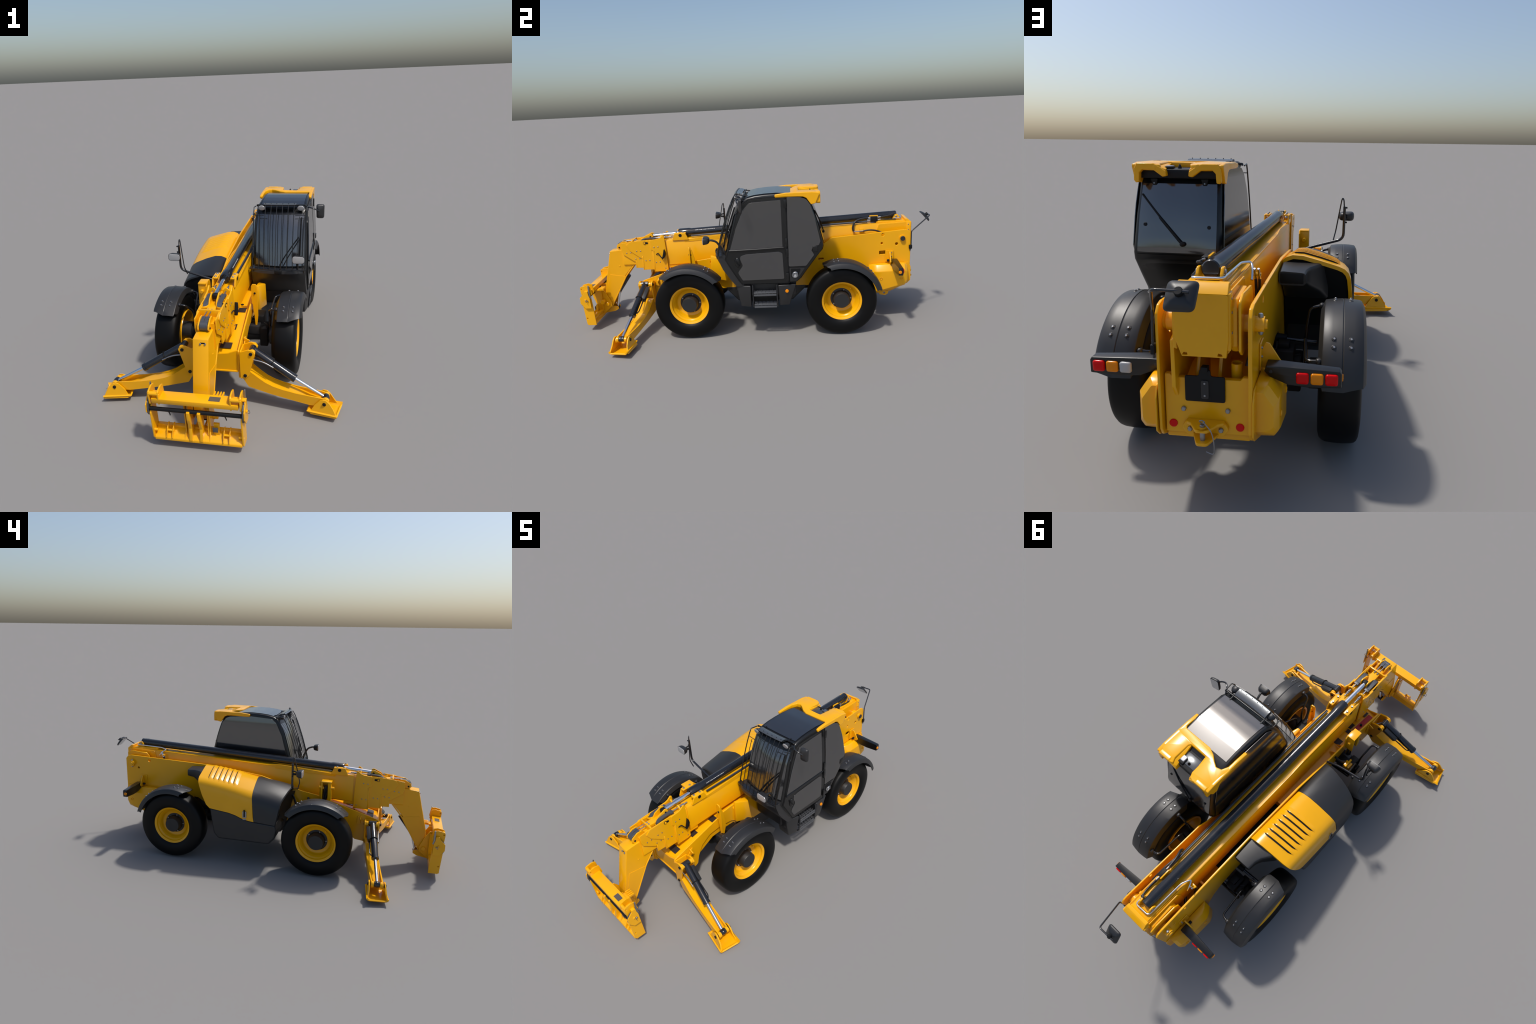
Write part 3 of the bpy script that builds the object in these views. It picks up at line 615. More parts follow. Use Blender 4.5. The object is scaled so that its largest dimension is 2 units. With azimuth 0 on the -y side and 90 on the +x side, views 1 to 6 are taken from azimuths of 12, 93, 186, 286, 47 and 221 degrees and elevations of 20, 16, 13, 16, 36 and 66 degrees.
# ------------------------------------------------------------------ stabilisers
def stabiliser():
    ST = empty('stabiliser', ROOT)
    def yc(x): return -.620-.165*(x-.126)
    parts = []
    br = [(.106, .134), (.106, .266), (.146, .281), (.168, .277), (.178, .262), (.172, .245), (.146, .150), (.130, .134)]
    for y0, y1 in ((-.661, -.653), (-.590, -.582)):
        parts.append(plate('bracket', fillet(br, .006), 'y', y0, y1, YEL, ST, .0015))
    parts.append(box('bracket_base', (.1062, -.657, .130), (.113, -.585, .268), YEL, ST, .0015))
    parts.append(plate('bracket_gusset', [(.107, .235), (.107, .285), (.135, .272)], 'y', -.560, -.555, YEL, ST, .001))
    parts.append(plate('bracket_wing', fillet([(-.585, .24), (-.545, .285), (-.54, .28), (-.535, .235)], .004), 'x', .107, .112, YEL, ST, .001))
    for p in ((.158, .262), (.129, .151)):
        parts.append(cyl('pivot_pin', (p[0], -.666, p[1]), (p[0], -.578, p[1]), .0078, DRK, ST))
    for y0, y1 in ((-.653, -.640), (-.603, -.590)):
        parts.append(cyl('pin_bush', (.162, y0, .264), (.162, y1, .264), .014, YEL, ST))
    # arm : two curved cheeks and a floor, sheared along yc(x)
    cheek = [(.113, .150), (.119, .168), (.135, .176), (.153, .171), (.187, .148), (.219, .129), (.255, .116), (.297, .107), (.361, .100), (.423, .098), (.488, .096), (.503, .086), (.501, .070), (.475, .058), (.418, .0535), (.333, .0635), (.241, .0755), (.142, .0925), (.118, .130)]
    for sg in (-1, 1):
        c = fillet([(x, z-.003*min(1, max(0, (x-.14)/.1))) for x, z in cheek], .006, 2)
        # cheek as a swept slab so that it follows the slanted centre line
        bm = bmesh.new()
        def yy(x): return yc(x)+sg*interp([(.11, .034), (.20, .030), (.51, .026)], x)
        A = [bm.verts.new((x, yy(x)-.003, z)) for x, z in c]; B = [bm.verts.new((x, yy(x)+.003, z)) for x, z in c]
        bm.faces.new(A); bm.faces.new(B)
        for k in range(len(c)): bm.faces.new([A[k], A[(k+1) % len(c)], B[(k+1) % len(c)], B[k]])
        parts.append(add('arm_cheek', bm_mesh(bm), YEL, ST))
        parts.append(cyl('cheek_boss', (.489, yc(.489)+sg*.0145, .080), (.489, yc(.489)+sg*.029, .080), .0155, YEL, ST))
    bott = [(.120, .130), (.143, .094), (.241, .077), (.333, .065), (.418, .055), (.472, .060), (.468, .066), (.42, .073), (.37, .088), (.33, .098), (.297, .102), (.255, .111), (.219, .124), (.187, .143), (.153, .166), (.135, .170)]
    bm = bmesh.new()
    A = [bm.verts.new((x, yc(x)-.031+.012*(x-.11), z)) for x, z in bott]; B = [bm.verts.new((x, yc(x)+.031-.012*(x-.11), z)) for x, z in bott]
    bm.faces.new(A); bm.faces.new(B)
    for k in range(len(bott)): bm.faces.new([A[k], A[(k+1) % len(bott)], B[(k+1) % len(bott)], B[k]])
    parts.append(add('arm_floor', bm_mesh(bm), YEL, ST))
    # ram
    a, b, e = Vector((.160, yc(.160), .266)), Vector((.354, yc(.354), .152)), Vector((.489, yc(.489), .082))
    d = b-a; L = d.length
    parts.append(cyl('ram_head', a-Vector((.0, .020, 0)), a+Vector((0, .020, 0)), .0150, GLO, ST))
    parts.append(lathe('ram_barrel', [(0, 0), (0, .0145), (.01, .0172), (L-.012, .0172), (L-.012, .0186), (L, .0186), (L, 0)], a, d, GLO, ST, 32))
    parts.append(cyl('ram_rod', b, e, .0078, CHR, ST))
    parts.append(cyl('ram_eye', e-Vector((0, .014, 0)), e+Vector((0, .014, 0)), .0145, GLO, ST))
    parts.append(ball('ram_eye_ball', e, (.0165, .014, .0155), GLO, ST))
    # valve guard on the ram
    n = Vector((-d.z, 0, d.x)).normalized()*-1
    dd = d.normalized(); up = Vector((.5, .17, .85)).normalized()
    w = dd.cross(up).normalized()
    if w.y < 0: w = -w
    c0 = a+dd*.022
    side = w
    P = []
    for lv in (-.022, .010):
        for (t, q) in ((.0, .006), (.0, .034), (.085, .034), (.085, .006)):
            P.append(tuple(c0+dd*t+side*q+up*lv))
    parts.append(hexa('valve_guard', P, PLA, ST, .002))
    rr = [a+dd*.105+(side*math.cos(t)+dd.cross(side)*math.sin(t))*.0195 for t in [math.radians(20*k) for k in range(19)]]
    parts.append(tube('hose_clip', rr, .0022, DRK, ST, 0, 8))
    parts.append(tube('ram_pipe', [tuple(a+dd*.05+side*.02-up*.014), tuple(a+dd*.10+side*.024-up*.010), tuple(a+dd*.19+side*.026), tuple(a+dd*.205+side*.018)], .0032, GLO, ST, .01, 8))
    parts.append(tube('ram_pipe', [(.118, -.60, .235), (.15, -.655, .235), tuple(a+dd*.07-side*.022-up*.012), tuple(a+dd*.12-side*.02-up*.008)], .003, STL, ST, .02, 8))
    # pad : dished tray with two upright cheeks
    IF, OF, OR_, IR = (.407, -.716, .028), (.537, -.743, .021), (.561, -.636, .034), (.423, -.620, .040)
    m = lambda p, k, dz: (lerp(.482, p[0], k), lerp(-.680, p[1], k), p[2]*k+dz)
    C = [IF, OF, OR_, IR]
    rows = []
    K = 6
    def P4(u, v):
        lo = [lerp(IF[i], OF[i], u) for i in range(3)]; hi = [lerp(IR[i], OR_[i], u) for i in range(3)]
        p = [lerp(lo[i], hi[i], v) for i in range(3)]
        ru, rv = abs(2*u-1), abs(2*v-1)
        base = lerp(lerp(.012, .020, v), lerp(.012, .018, v), u)
        rim = max(max(0, (rv-.72)/.28), max(0, (.14-u)/.14), max(0, (u-.93)/.07)*.6)
        p[2] = base+.019*min(1, rim)**1.4
        return tuple(p)
    rows = [[P4(i/22, j/22) for j in range(23)] for i in range(23)]
    parts.append(loft('foot_tray', rows, YEL, ST, thick=.007, ang=50))
    for sg, p0, p1 in ((-1, IF, OF), (1, IR, OR_)):
        dx = Vector((p1[0]-p0[0], p1[1]-p0[1], 0)).normalized(); mid = Vector((.486, yc(.486)+sg*.0375, 0)); nrm = Vector((-dx.y, dx.x, 0))
        prof = [(-.064, .018), (-.060, .034), (-.044, .062), (-.022, .088), (-.010, .094), (.006, .094), (.020, .082), (.036, .058), (.058, .020)]
        bm = bmesh.new(); c = fillet(prof, .006, 3)
        lean = lambda z: sg*max(0, .060-z)*.22
        A = [bm.verts.new(mid+dx*t+nrm*(-.003+lean(z))+Vector((0, 0, z))) for t, z in c]; B = [bm.verts.new(mid+dx*t+nrm*(.003+lean(z))+Vector((0, 0, z))) for t, z in c]
        bm.faces.new(A); bm.faces.new(B)
        for k in range(len(c)): bm.faces.new([A[k], A[(k+1) % len(c)], B[(k+1) % len(c)], B[k]])
        parts.append(add('foot_cheek', bm_mesh(bm), YEL, ST))
    parts.append(cyl('foot_pin', (.484, yc(.484)-.046, .076), (.484, yc(.484)+.046, .076), .0078, DRK, ST))
    ST2 = empty('stabiliser', ROOT)
    for o in parts: mirror(o, ST2)
stabiliser()

# ------------------------------------------------------------------ engine cover (left side)
def engine():
    EN = empty('engine_cover', ROOT)
    # (x, rear y, rear z, front y, front z)
    R = [(-.1075, .335, .468, .030, .432), (-.1085, .336, .494, .026, .446), (-.118, .336, .503, .024, .456), (-.140, .335, .511, .022, .4650), (-.173, .333, .509, .020, .4655), (-.225, .330, .495, .017, .450), (-.283, .327, .478, .014, .426), (-.302, .324, .469, .0125, .414), (-.315, .320, .455, .011, .400), (-.3225, .312, .434, .009, .384), (-.328, .295, .397, .005, .350), (-.332, .270, .352, .001, .309), (-.333, .249, .316, -.004, .266)]
    NY = 20; rows = []
    botz = [(-.004, .265), (.03, .269), (.065, .279), (.10, .294), (.139, .304), (.25, .317)]
    for i, (x, yr, zr, yf, zf) in enumerate(R):
        row = []
        for k in range(NY+1):
            t = k/NY; y = lerp(yr, yf, t); z = lerp(zr, zf, t)
            bul = .006*math.sin(math.pi*t) if i < 9 else 0
            z += bul*(1.0 if i > 1 else .6)
            if i >= 9:
                w = (i-9)/3
                zb = interp(botz, y); z = lerp(z, zb, w*w)
            xx = x-.003*math.sin(math.pi*t)*(i/12)
            row.append((xx, y, z))
        rows.append(row)
    loft('hood', rows, YEL, EN, thick=.012, ang=40)
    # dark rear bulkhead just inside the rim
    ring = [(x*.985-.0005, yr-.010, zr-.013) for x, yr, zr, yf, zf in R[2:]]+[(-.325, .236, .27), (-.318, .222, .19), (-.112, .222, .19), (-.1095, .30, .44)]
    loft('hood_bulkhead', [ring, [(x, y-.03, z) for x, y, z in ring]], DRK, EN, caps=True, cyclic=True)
    # louvres : raised scoops, a dark strip standing in for each rear-facing slit
    def top(x, y):
        for (a, b) in zip(R, R[1:]):
            if b[0] <= x <= a[0]:
                u = (a[0]-x)/(a[0]-b[0])
                yr, zr, yf, zf = (lerp(a[i], b[i], u) for i in (1, 2, 3, 4)); t = (yr-y)/(yr-yf)
                return lerp(zr, zf, t)+.0060*math.sin(math.pi*t)
        return .45
    for k in range(6):
        y0 = .282-k*.0288
        rows = []; dr = []
        for j in range(13):
            t = j/12; x = lerp(-.130, -.292, t); sk = -.013*t; e = min(1, min(t, 1-t)*7)
            h = .0070*math.sin(e*math.pi/2)
            rows.append([(x, y0+sk-.026, top(x, y0+sk-.026)-.001), (x, y0+sk-.013, top(x, y0+sk-.013)+h*.55), (x, y0+sk-.003, top(x, y0+sk-.003)+h), (x, y0+sk, top(x, y0+sk)+h*.9)])
            z = top(x, y0+sk)
            dr.append([(x, y0+sk-.0012, z+h*.85), (x, y0+sk+.0003, z-.001+.0032*e), (x, y0+sk+.0066*e, z-.001+.0030*e)])
        loft('louvre', rows, YEL, EN, thick=.0018)
        loft('louvre_dark_strip', dr, DRK, EN)
    # black nose piece
    F = [(-.108, -.165, .398), (-.110, -.172, .416), (-.125, -.176, .4265), (-.16, -.173, .427), (-.22, -.163, .416), (-.27, -.152, .397), (-.297, -.144, .380), (-.313, -.140, .360), (-.322, -.136, .335), (-.328, -.130, .30), (-.331, -.125, .275), (-.333, -.121, .257)]
    idx = [0, 1, 2, 3, 4, 5, 6, 7, 8, 9, 10, 12]
    rows = []
    for (fx, fy, fz), i in zip(F, idx):
        x, yr, zr, y1, z1 = R[i]; row = []
        for k in range(11):
            t = k/10; row.append((lerp(x-.001, fx, t), lerp(y1-.001, fy, t), lerp(z1, fz, t)+.007*math.sin(math.pi*min(1, t*.85+.02))*interp([(0, .3), (2, .8), (5, 1), (8, .3), (12, 0)], i)))
        xi, yi, zi = fx*.975-.002, fy+.004, fz-.006
        row += [(fx*.985, fy-.004, fz-.003), (fx*.93-.004, fy+.010, fz-.02), (fx*.90-.008, fy+.04, fz-.03)]
        rows.append(row)
    loft('hood_nose', rows, PLA, EN, thick=.006, ang=40)
    wall = []
    for (ox, oy, oz), (ix, iy, iz) in zip(((-.312, -.143, .352), (-.322, -.134, .30), (-.324, -.122, .25), (-.316, -.105, .18)), ((-.110, -.185, .392), (-.110, -.165, .315), (-.110, -.145, .23), (-.110, -.118, .145))):
        wall.append([(lerp(ox, ix, k/8), lerp(oy, iy, k/8)+.018*math.sin(math.pi*k/8), lerp(oz, iz, k/8)+.030*math.sin(math.pi*k/8)*(oz > .34)) for k in range(9)])
    loft('pod_front_wall', wall, PLA, EN, thick=.003)
    # lower tank/skirt
    low = [(.250, .3155), (.139, .3025), (.10, .292), (.065, .277), (.03, .267), (-.004, .2635), (-.122, .256), (-.130, .225), (-.122, .180, .025), (-.088, .142, .025), (.20, .141, .025), (.228, .170, .02), (.236, .215)]
    plate('side_skirt', fillet(low, .010, 5), 'x', -.331, -.112, PLA, EN, .010, bres=3)
    # added dark filler box for the black inside at the open ends
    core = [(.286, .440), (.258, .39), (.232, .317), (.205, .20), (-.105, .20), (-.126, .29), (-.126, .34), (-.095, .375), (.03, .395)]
    plate('hood_filler', core, 'x', -.296, -.1085, DRK, EN, .004)
    # air intake / exhaust duct behind the hood
    rows = []
    for y, x0, x1, z0, z1 in ((.285, -.109, -.252, .36, .490), (.330, -.109, -.232, .395, .491), (.372, -.109, -.202, .422, .489), (.40, -.109, -.192, .438, .488), (.438, -.109, -.188, .443, .485)):
        rows.append([(x, y, z) for x, z in fillet([(x0, z0), (x0, z1), (x1, z1-.004), (x1, z0)], .012, 3)])
    loft('exhaust_duct', rows, PLA, EN, caps=True, cyclic=True)
    box('exhaust_dark_block', (-.182, .425, .4475), (-.1125, .4405, .4800), DRK, EN, .004)  # dark block set proud of the duct end in place of an opening
    # hood latch
    box('latch_base', (-.3365, .036, .283), (-.332, .058, .320), STL, EN, .001)
    box('latch_lever', (-.340, .043, .290), (-.336, .051, .330), DRK, EN, .001)
    box('latch_insert', (-.3385, .044, .300), (-.3360, .050, .314), AMB, EN, .0008)
    box('latch_keeper', (-.3365, .037, .272), (-.331, .057, .278), STL, EN, .001)
    tube('hood_hose', [(-.118, -.15, .40), (-.125, -.18, .36), (-.14, -.20, .31), (-.15, -.21, .27)], .006, DRK, EN, .02, 8)
engine()

# ------------------------------------------------------------------ cab
def cab():
    CB = empty('cab', ROOT)
    prof = [(-.131, .449), (-.121, .475), (-.111, .505), (-.090, .583), (-.064, .672), (-.037, .734), (-.022, .755), (.000, .768), (.04, .777), (.09, .782), (.15, .784), (.21, .781), (.275, .769), (.302, .755), (.322, .725), (.350, .63), (.378, .53), (.382, .512), (.378, .489), (.33, .425), (.262, .333), (.242, .316), (.20, .309), (.07, .308), (-.046, .309), (-.062, .320), (-.10, .39)]
    cx, cz = .13, .54
    def xr(z): return interp([(.30, .350), (.42, .3565), (.52, .357), (.62, .3545), (.70, .350), (.78, .344)], z)
    def xl(z): return interp([(.30, .107), (.45, .078), (.52, .074), (.60, .075), (.68, .078), (.73, .082), (.785, .090)], z)
    def bow(u, z):       # forward bulge of the windscreen
        k = interp([(.44, 0), (.475, .024), (.52, .025), (.62, .025), (.70, .021), (.74, .014), (.765, .004), (.79, 0)], z)
        return k*(1-abs(2*u-1)**2.2)
    st = [(0, .014), (.008, .006), (.022, .0015), (.04, 0), (.10, 0), (.2, 0), (.3, 0), (.4, 0), (.5, 0), (.6, 0), (.7, 0), (.8, 0), (.9, 0), (.96, 0), (.978, .0015), (.992, .006), (1, .014)]
    def pt(u, y, z, ins=0, out=0):
        L = math.hypot(y-cx, z-cz); k = 1-ins/L
        y2, z2 = cx+(y-cx)*k, cz+(z-cz)*k
        if y < .02 and z > .44: y2 -= bow(u, z)
        c = 1-abs(2*u-1)**4
        if y > .30 and z > .5: y2 += .014*c*interp([(.505, 0), (.53, .7), (.63, 1), (.71, .8), (.74, 0)], z)
        elif y > .24 and z < .5: y2 -= .012*c*interp([(.315, 0), (.36, 1), (.47, 1), (.495, 0)], z)
        return (lerp(xl(z), xr(z), u), y2, z2)
    rows = [[pt(u, y, z, ins) for y, z in prof] for u, ins in st]
    loft('cab_frame', rows, FRM, CB, caps=True, cyclic=True, ang=38)

    def flush(name, pts, side, mat, lift=.0012, r=.006, parent=CB):
        """pane laid on a cab flank: outline in (y,z); follows the flank's lean"""
        pts = fillet(pts, r, 4)
        o = plate(name, pts, 'x', -.0012, .0012, mat, parent, .0006)
        bm = bmesh.new(); bm.from_mesh(o.data)
        for zc in (.42, .52, .60, .62, .68, .70, .73):
            bmesh.ops.bisect_plane(bm, geom=bm.verts[:]+bm.edges[:]+bm.faces[:], plane_co=(0, 0, zc), plane_no=(0, 0, 1))
        for v in bm.verts:
            f = xr(v.co.z) if side > 0 else xl(v.co.z)
            v.co.x = f+side*lift+v.co.x
        bm.to_mesh(o.data); bm.free(); smooth(o.data, 20)
        return o
    # ---- right flank: door and quarter window
    door = [(-.121, .449), (-.103, .505), (-.055, .672), (-.022, .735), (.010, .757), (.09, .763), (.196, .762), (.197, .314), (-.046, .316, .02)]
    dcx, dcz = .06, .53
    flush('door_gap_sheet', [(dcx+(q[0]-dcx)*1.035+(.003 if q[0] > .1 else 0), dcz+(q[1]-dcz)*1.025) for q in door], 1, DRK, -.0002, .010)  # dark sheet behind the door, standing in for the gap around it
    flush('door', door, 1, FRM, .0016, .008)
    flush('door_window', [(-.101, .497), (-.062, .617), (-.02, .710), (.008, .741, .016), (.03, .7455), (.172, .753), (.173, .510)], 1, GLS, .0040, .004)
    flush('door_lower_window', [(-.047, .470, .02), (-.018, .478), (.152, .487), (.171, .479), (.175, .338), (-.042, .335), (-.066, .380, .02), (-.036, .418, .02), (-.050, .452, .012)], 1, GLS, .0040, .008)
    flush('quarter_window', [(.203, .766), (.27, .763), (.300, .752, .02), (.318, .727), (.340, .662), (.367, .534), (.359, .515), (.329, .507), (.320, .488), (.334, .464), (.291, .406), (.2015, .404)], 1, GLS, .0030, .008)
    flush('vent_panel', [(.204, .397), (.286, .396), (.238, .324), (.203, .324)], 1, PLA, .002, .006)
    flush('vent_dark_pane', [(.212, .392), (.262, .391), (.246, .352), (.212, .345)], 1, DRK, .0042, .004)  # dark pane laid on the panel instead of a cut recess
    o = tube('filler_cap', [(.3615, .220, .352), (.3645, .224, .372), (.3645, .242, .374), (.3615, .244, .352)], .005, STL, CB, .008, 8)
    ball('filler', (.360, .232, .358), (.004, .016, .016), WHT, CB)
    # belt rail, handle, hinges
    tube('door_rail', [(.3625, -.104, .500), (.3635, .03, .503), (.3625, .178, .509)], .0042, FRM, CB, .02, 8)
    ball('door_handle', (.361, -.064, .436), (.006, .014, .026), FRM, CB)
    tube('door_handle_grip', [(.363, -.078, .455), (.368, -.068, .440), (.363, -.054, .418)], .0036, DRK, CB, .01, 8)
    box('quarter_latch', (.358, .326, .482), (.364, .352, .510), FRM, CB, .006, 3)
    for z in (.735, .535, .480, .350): box('door_hinge', (.3585-.00, .186, z-.022), (.3655-.0, .200, z+.022), FRM, CB, .002)
    tube('door_stay', [(.362, .188, .53), (.368, .186, .50), (.362, .188, .47)], .003, FRM, CB, .01, 8)
    # ---- left flank: one big pane
    flush('left_window', [(.366, .500), (.347, .625), (.316, .722), (.296, .748, .02), (.27, .758), (.14, .767), (.01, .758, .02), (-.018, .735), (-.054, .662), (-.100, .50)], -1, GLS, .0030, .010)
    # ---- windscreen, roof pane, rear glass: strips of the same skin, lifted a little
    def strip(name, us, path, mat, lift=.003, thick=.003):
        rows = []
        for u in us:
            row = []
            for k, (y, z) in enumerate(path):
                p = Vector(pt(u, y, z)); a = Vector(pt(u, *path[max(k-1, 0)])); b = Vector(pt(u, *path[min(k+1, len(path)-1)]))
                t = (b-a); n = Vector((0, -t.z, t.y)).normalized()
                row.append(tuple(p+n*lift))
            rows.append(row)
        return loft(name, rows, mat, CB, thick=0, ang=30)
    def resamp(tab, n):
        out = []
        for (a, b) in zip(tab, tab[1:]):
            for k in range(n): out.append((lerp(a[0], b[0], k/n), lerp(a[1], b[1], k/n)))
        return out+[tab[-1]]
    us = [.045+.91*k/24 for k in range(25)]
    strip('windscreen', us, resamp([(-.119, .480), (-.111, .505), (-.090, .583), (-.064, .672), (-.037, .728)], 4), GLS)
    strip('roof_pane', [.07+.87*k/16 for k in range(17)], resamp([(.002, .7687), (.04, .777), (.09, .782), (.15, .784), (.225, .779)], 4), GLS, .003)
    strip('rear_window', [.06+.88*k/12 for k in range(13)], resamp([(.3225, .722), (.350, .63), (.377, .532), (.381, .516)], 3), GLS, .003)
    strip('rear_lower_panel', [.05+.9*k/12 for k in range(13)], resamp([(.381, .510), (.377, .489), (.33, .425), (.262, .334)], 3), FRM, .003)
    def rear_pt(u, z):
        y = interp([(.42, .326), (.489, .378), (.512, .382), (.53, .378), (.63, .350), (.725, .322)], z); return Vector((lerp(xl(z), xr(z), u), y+.005+.014*(1-abs(2*u-1)**4)*interp([(.505, 0), (.53, .7), (.63, 1), (.71, .8), (.74, 0)], z), z))
    # rear wiper and small fittings
    a, b = rear_pt(.42, .545), rear_pt(.93, .690)
    tube('rear_wiper', [tuple(a+Vector((0, .006, 0))), tuple(lerp(a, b, .5)+Vector((0, .008, 0))), tuple(b)], .003, DRK, CB, .01, 8)
    tube('rear_wiper', [tuple(a+Vector((.008, .004, .004))), tuple(lerp(a, b, .55)+Vector((.003, .004, -.004)))], .002, DRK, CB, 0, 6)
    ball('wiper_pivot', a+Vector((0, .004, 0)), (.009, .007, .008), DRK, CB)
    for u, z in ((.14, .595), (.86, .60)): bolt(rear_pt(u, z)-Vector((0, .002, 0)), (0, .96, .27), .006, DRK, CB, .003)
    for u in (.20, .80):
        p = rear_pt(u, .722); plate('glass_hinge', fillet([(p.x-.012, .738), (p.x-.006, .719), (p.x+.006, .719), (p.x+.012, .738)], .003), 'y', p.y-.004, p.y+.002, DRK, CB, .001); bolt(p+Vector((0, .001, .002)), (0, 1, .2), .0028, STL, CB, .003)
    # ---- yellow roof cap
    RF = empty('roof_cap', ROOT)
    plan = [(.349, .143), (.341, .150), (.339, .208), (.330, .222, .008), (.197, .222), (.165, .236), (.140, .255, .008), (.118, .268), (.096, .262), (.084, .235), (.083, .150), (.076, .143), (.070, .15), (.066, .25), (.070, .335), (.085, .362), (.150, .372), (.168, .364), (.176, .345), (.177, .272), (.184, .263), (.262, .263), (.269, .272), (.270, .345), (.262, .366), (.278, .373), (.333, .366), (.348, .33), (.352, .25)]
    o = plate('roof_cap_top', fillet(plan, .004), 'z', .770, .7905, YEL, RF, .004, bres=3)
    for v in o.data.vertices:
        y = v.co.y; s = interp([(.143, -.009), (.20, -.002), (.25, .0), (.33, .0), (.375, -.006)], y)
        e = max(0, abs(v.co.x-.210)-.085)/.06
        dip = -.010*max(0, 1-abs(v.co.x-.222)/.075)*min(1, max(0, (y-.20)/.07)) if v.co.z > .78 else 0
        if v.co.z > .78: v.co.z += s-.004*e*e+dip
        else: v.co.z += s*.3-.004
    smooth(o.data, 30)
    skirt = [(.143, .7665), (.143, .780), (.20, .787), (.33, .788), (.366, .783), (.368, .776), (.347, .729), (.325, .724), (.318, .733), (.302, .757), (.285, .765), (.20, .7685)]
    plate('roof_skirt', fillet(skirt, .005), 'x', .336, .3525, YEL, RF, .003, bres=2)
    plate('roof_skirt', fillet(skirt, .005), 'x', .068, .083, YEL, RF, .003, bres=2)
    lobe = [(.346, .735), (.345, .770), (.336, .786), (.284, .786), (.262, .774), (.246, .763), (.244, .748), (.256, .746), (.284, .766), (.318, .767), (.328, .757), (.330, .729), (.340, .727)]
    plate('roof_lobe', fillet(lobe, .004), 'y', .350, .372, YEL, RF, .003, bres=2)
    plate('roof_lobe', fillet([(.420-x, z) for x, z in lobe], .004), 'y', .350, .371, YEL, RF, .003, bres=2)
    # inner cheeks of the notch
    hexa('notch_cheek', [(.261, .262, .766), (.275, .262, .766), (.258, .370, .747), (.246, .368, .749), (.261, .262, .783), (.279, .262, .785), (.270, .368, .778), (.247, .366, .768)], YEL, RF, .002)
    hexa('notch_cheek', [(.184, .262, .766), (.170, .262, .766), (.162, .369, .747), (.174, .367, .749), (.184, .262, .783), (.166, .262, .785), (.158, .367, .778), (.1745, .366, .768)], YEL, RF, .002)
    box('roof_core', (.085, .225, .740), (.338, .352, .768), DRK, RF, .006)
    box('camera_bracket', (.180, .285, .764), (.262, .335, .770), VIS, RF, .002)
    box('rear_camera', (.232, .315, .762), (.258, .345, .776), DRK, RF, .003)
    box('rear_camera', (.236, .310, .774), (.256, .335, .778), STL, RF, .002)
    lathe('aerial', [(0, .006), (.008, .006), (.016, .0015), (.018, 0)], (.215, .325, .766), (0, 0, 1), DRK, RF, 16)
    # ---- cowl, sill boxes, steps
    LW = empty('cab_base', ROOT)
    rows = []
    for k in range(13):
        u = k/12; x = lerp(.070, .347, u); b = 1-abs(2*u-1)**2.5; c = -.012*max(0, 1-(1-u)*5)-.012*max(0, 1-u*6)
        q = [(-.09, .468), (-.160-.016*b, .472), (-.172-.018*b-c, .468), (-.176-.016*b-c, .455), (-.166-.010*b-c, .425), (-.150-c*.5, .395), (-.105, .335), (-.077, .300), (-.04, .300), (-.03, .40)]
        rows.append([(x, y, z) for y, z in q])
    loft('cowl', rows, PLA, LW, caps=True, cyclic=True, ang=30)
    box('cowl_lower', (.112, -.088, .25), (.30, -.03, .40), PLA, LW, .01)
    box('lower_crossbox', (.108, -.075, .235), (.32, .235, .312), PLA, LW, .006)
    hexa('sill_box', [(.26, -.060, .183), (.335, -.062, .183), (.345, -.006, .181), (.26, -.006, .181), (.26, -.082, .303), (.338, -.082, .303), (.358, -.003, .303), (.26, -.003, .303)], PLA, LW, .005, 3)
    hexa('sill_box', [(.26, .147, .185), (.345, .147, .185), (.338, .198, .184), (.26, .200, .184), (.26, .141, .302), (.358, .141, .302), (.346, .237, .302), (.26, .240, .302)], PLA, LW, .005, 3)
    lathe('side_marker', [(0, 0), (0, .0092), (.003, .0092), (.005, .007), (.0055, 0)], (.3505, .187, .267), (1, 0, .1), AMB, LW, 20)
    ST = empty('entry_step', ROOT)
    for z, x1 in ((.262, .357), (.193, .350)):
        for k in range(4): box('step_bar', (x1-.041+.012*k, .012, z-.004), (x1-.039+.012*k, .129, z+.004), STP, ST, .0012)
        box('step_face', (x1-.003, .011, z-.018), (x1, .130, z-.008), STP, ST, .001); box('step_face', (x1-.003, .011, z-.004), (x1, .130, z+.004), STP, ST, .001)
        for y in (.030, .050, .070, .090, .110): box('step_tooth', (x1-.047, y-.0015, z-.006), (x1+.0012, y+.0015, z+.0055), STP, ST, .0006)
    for y in (.0065, .1345): tube('step_hanger', [(.350, y, .305), (.356, y, .27), (.349, y, .19), (.335, y, .175), (.315, y, .18), (.308, y, .28)], .004, GLO, ST, .015, 8)
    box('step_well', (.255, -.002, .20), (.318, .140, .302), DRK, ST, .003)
    # ---- windscreen guard
    GD = empty('windscreen_guard', ROOT)
    def gp(x, z):
        u = (x-.065)/.29; b = 1-abs(2*u-1)**2.2
        y0 = interp([(.455, -.170), (.475, -.165), (.52, -.153), (.595, -.131), (.655, -.111), (.707, -.091), (.75, -.072), (.785, -.050)], z)
        return (x, y0-.015*b*interp([(.45, 1), (.6, 1), (.78, .7)], z), z)
    zs = [.455, .475, .52, .56, .595, .63, .67, .707, .73, .75, .77, .785]
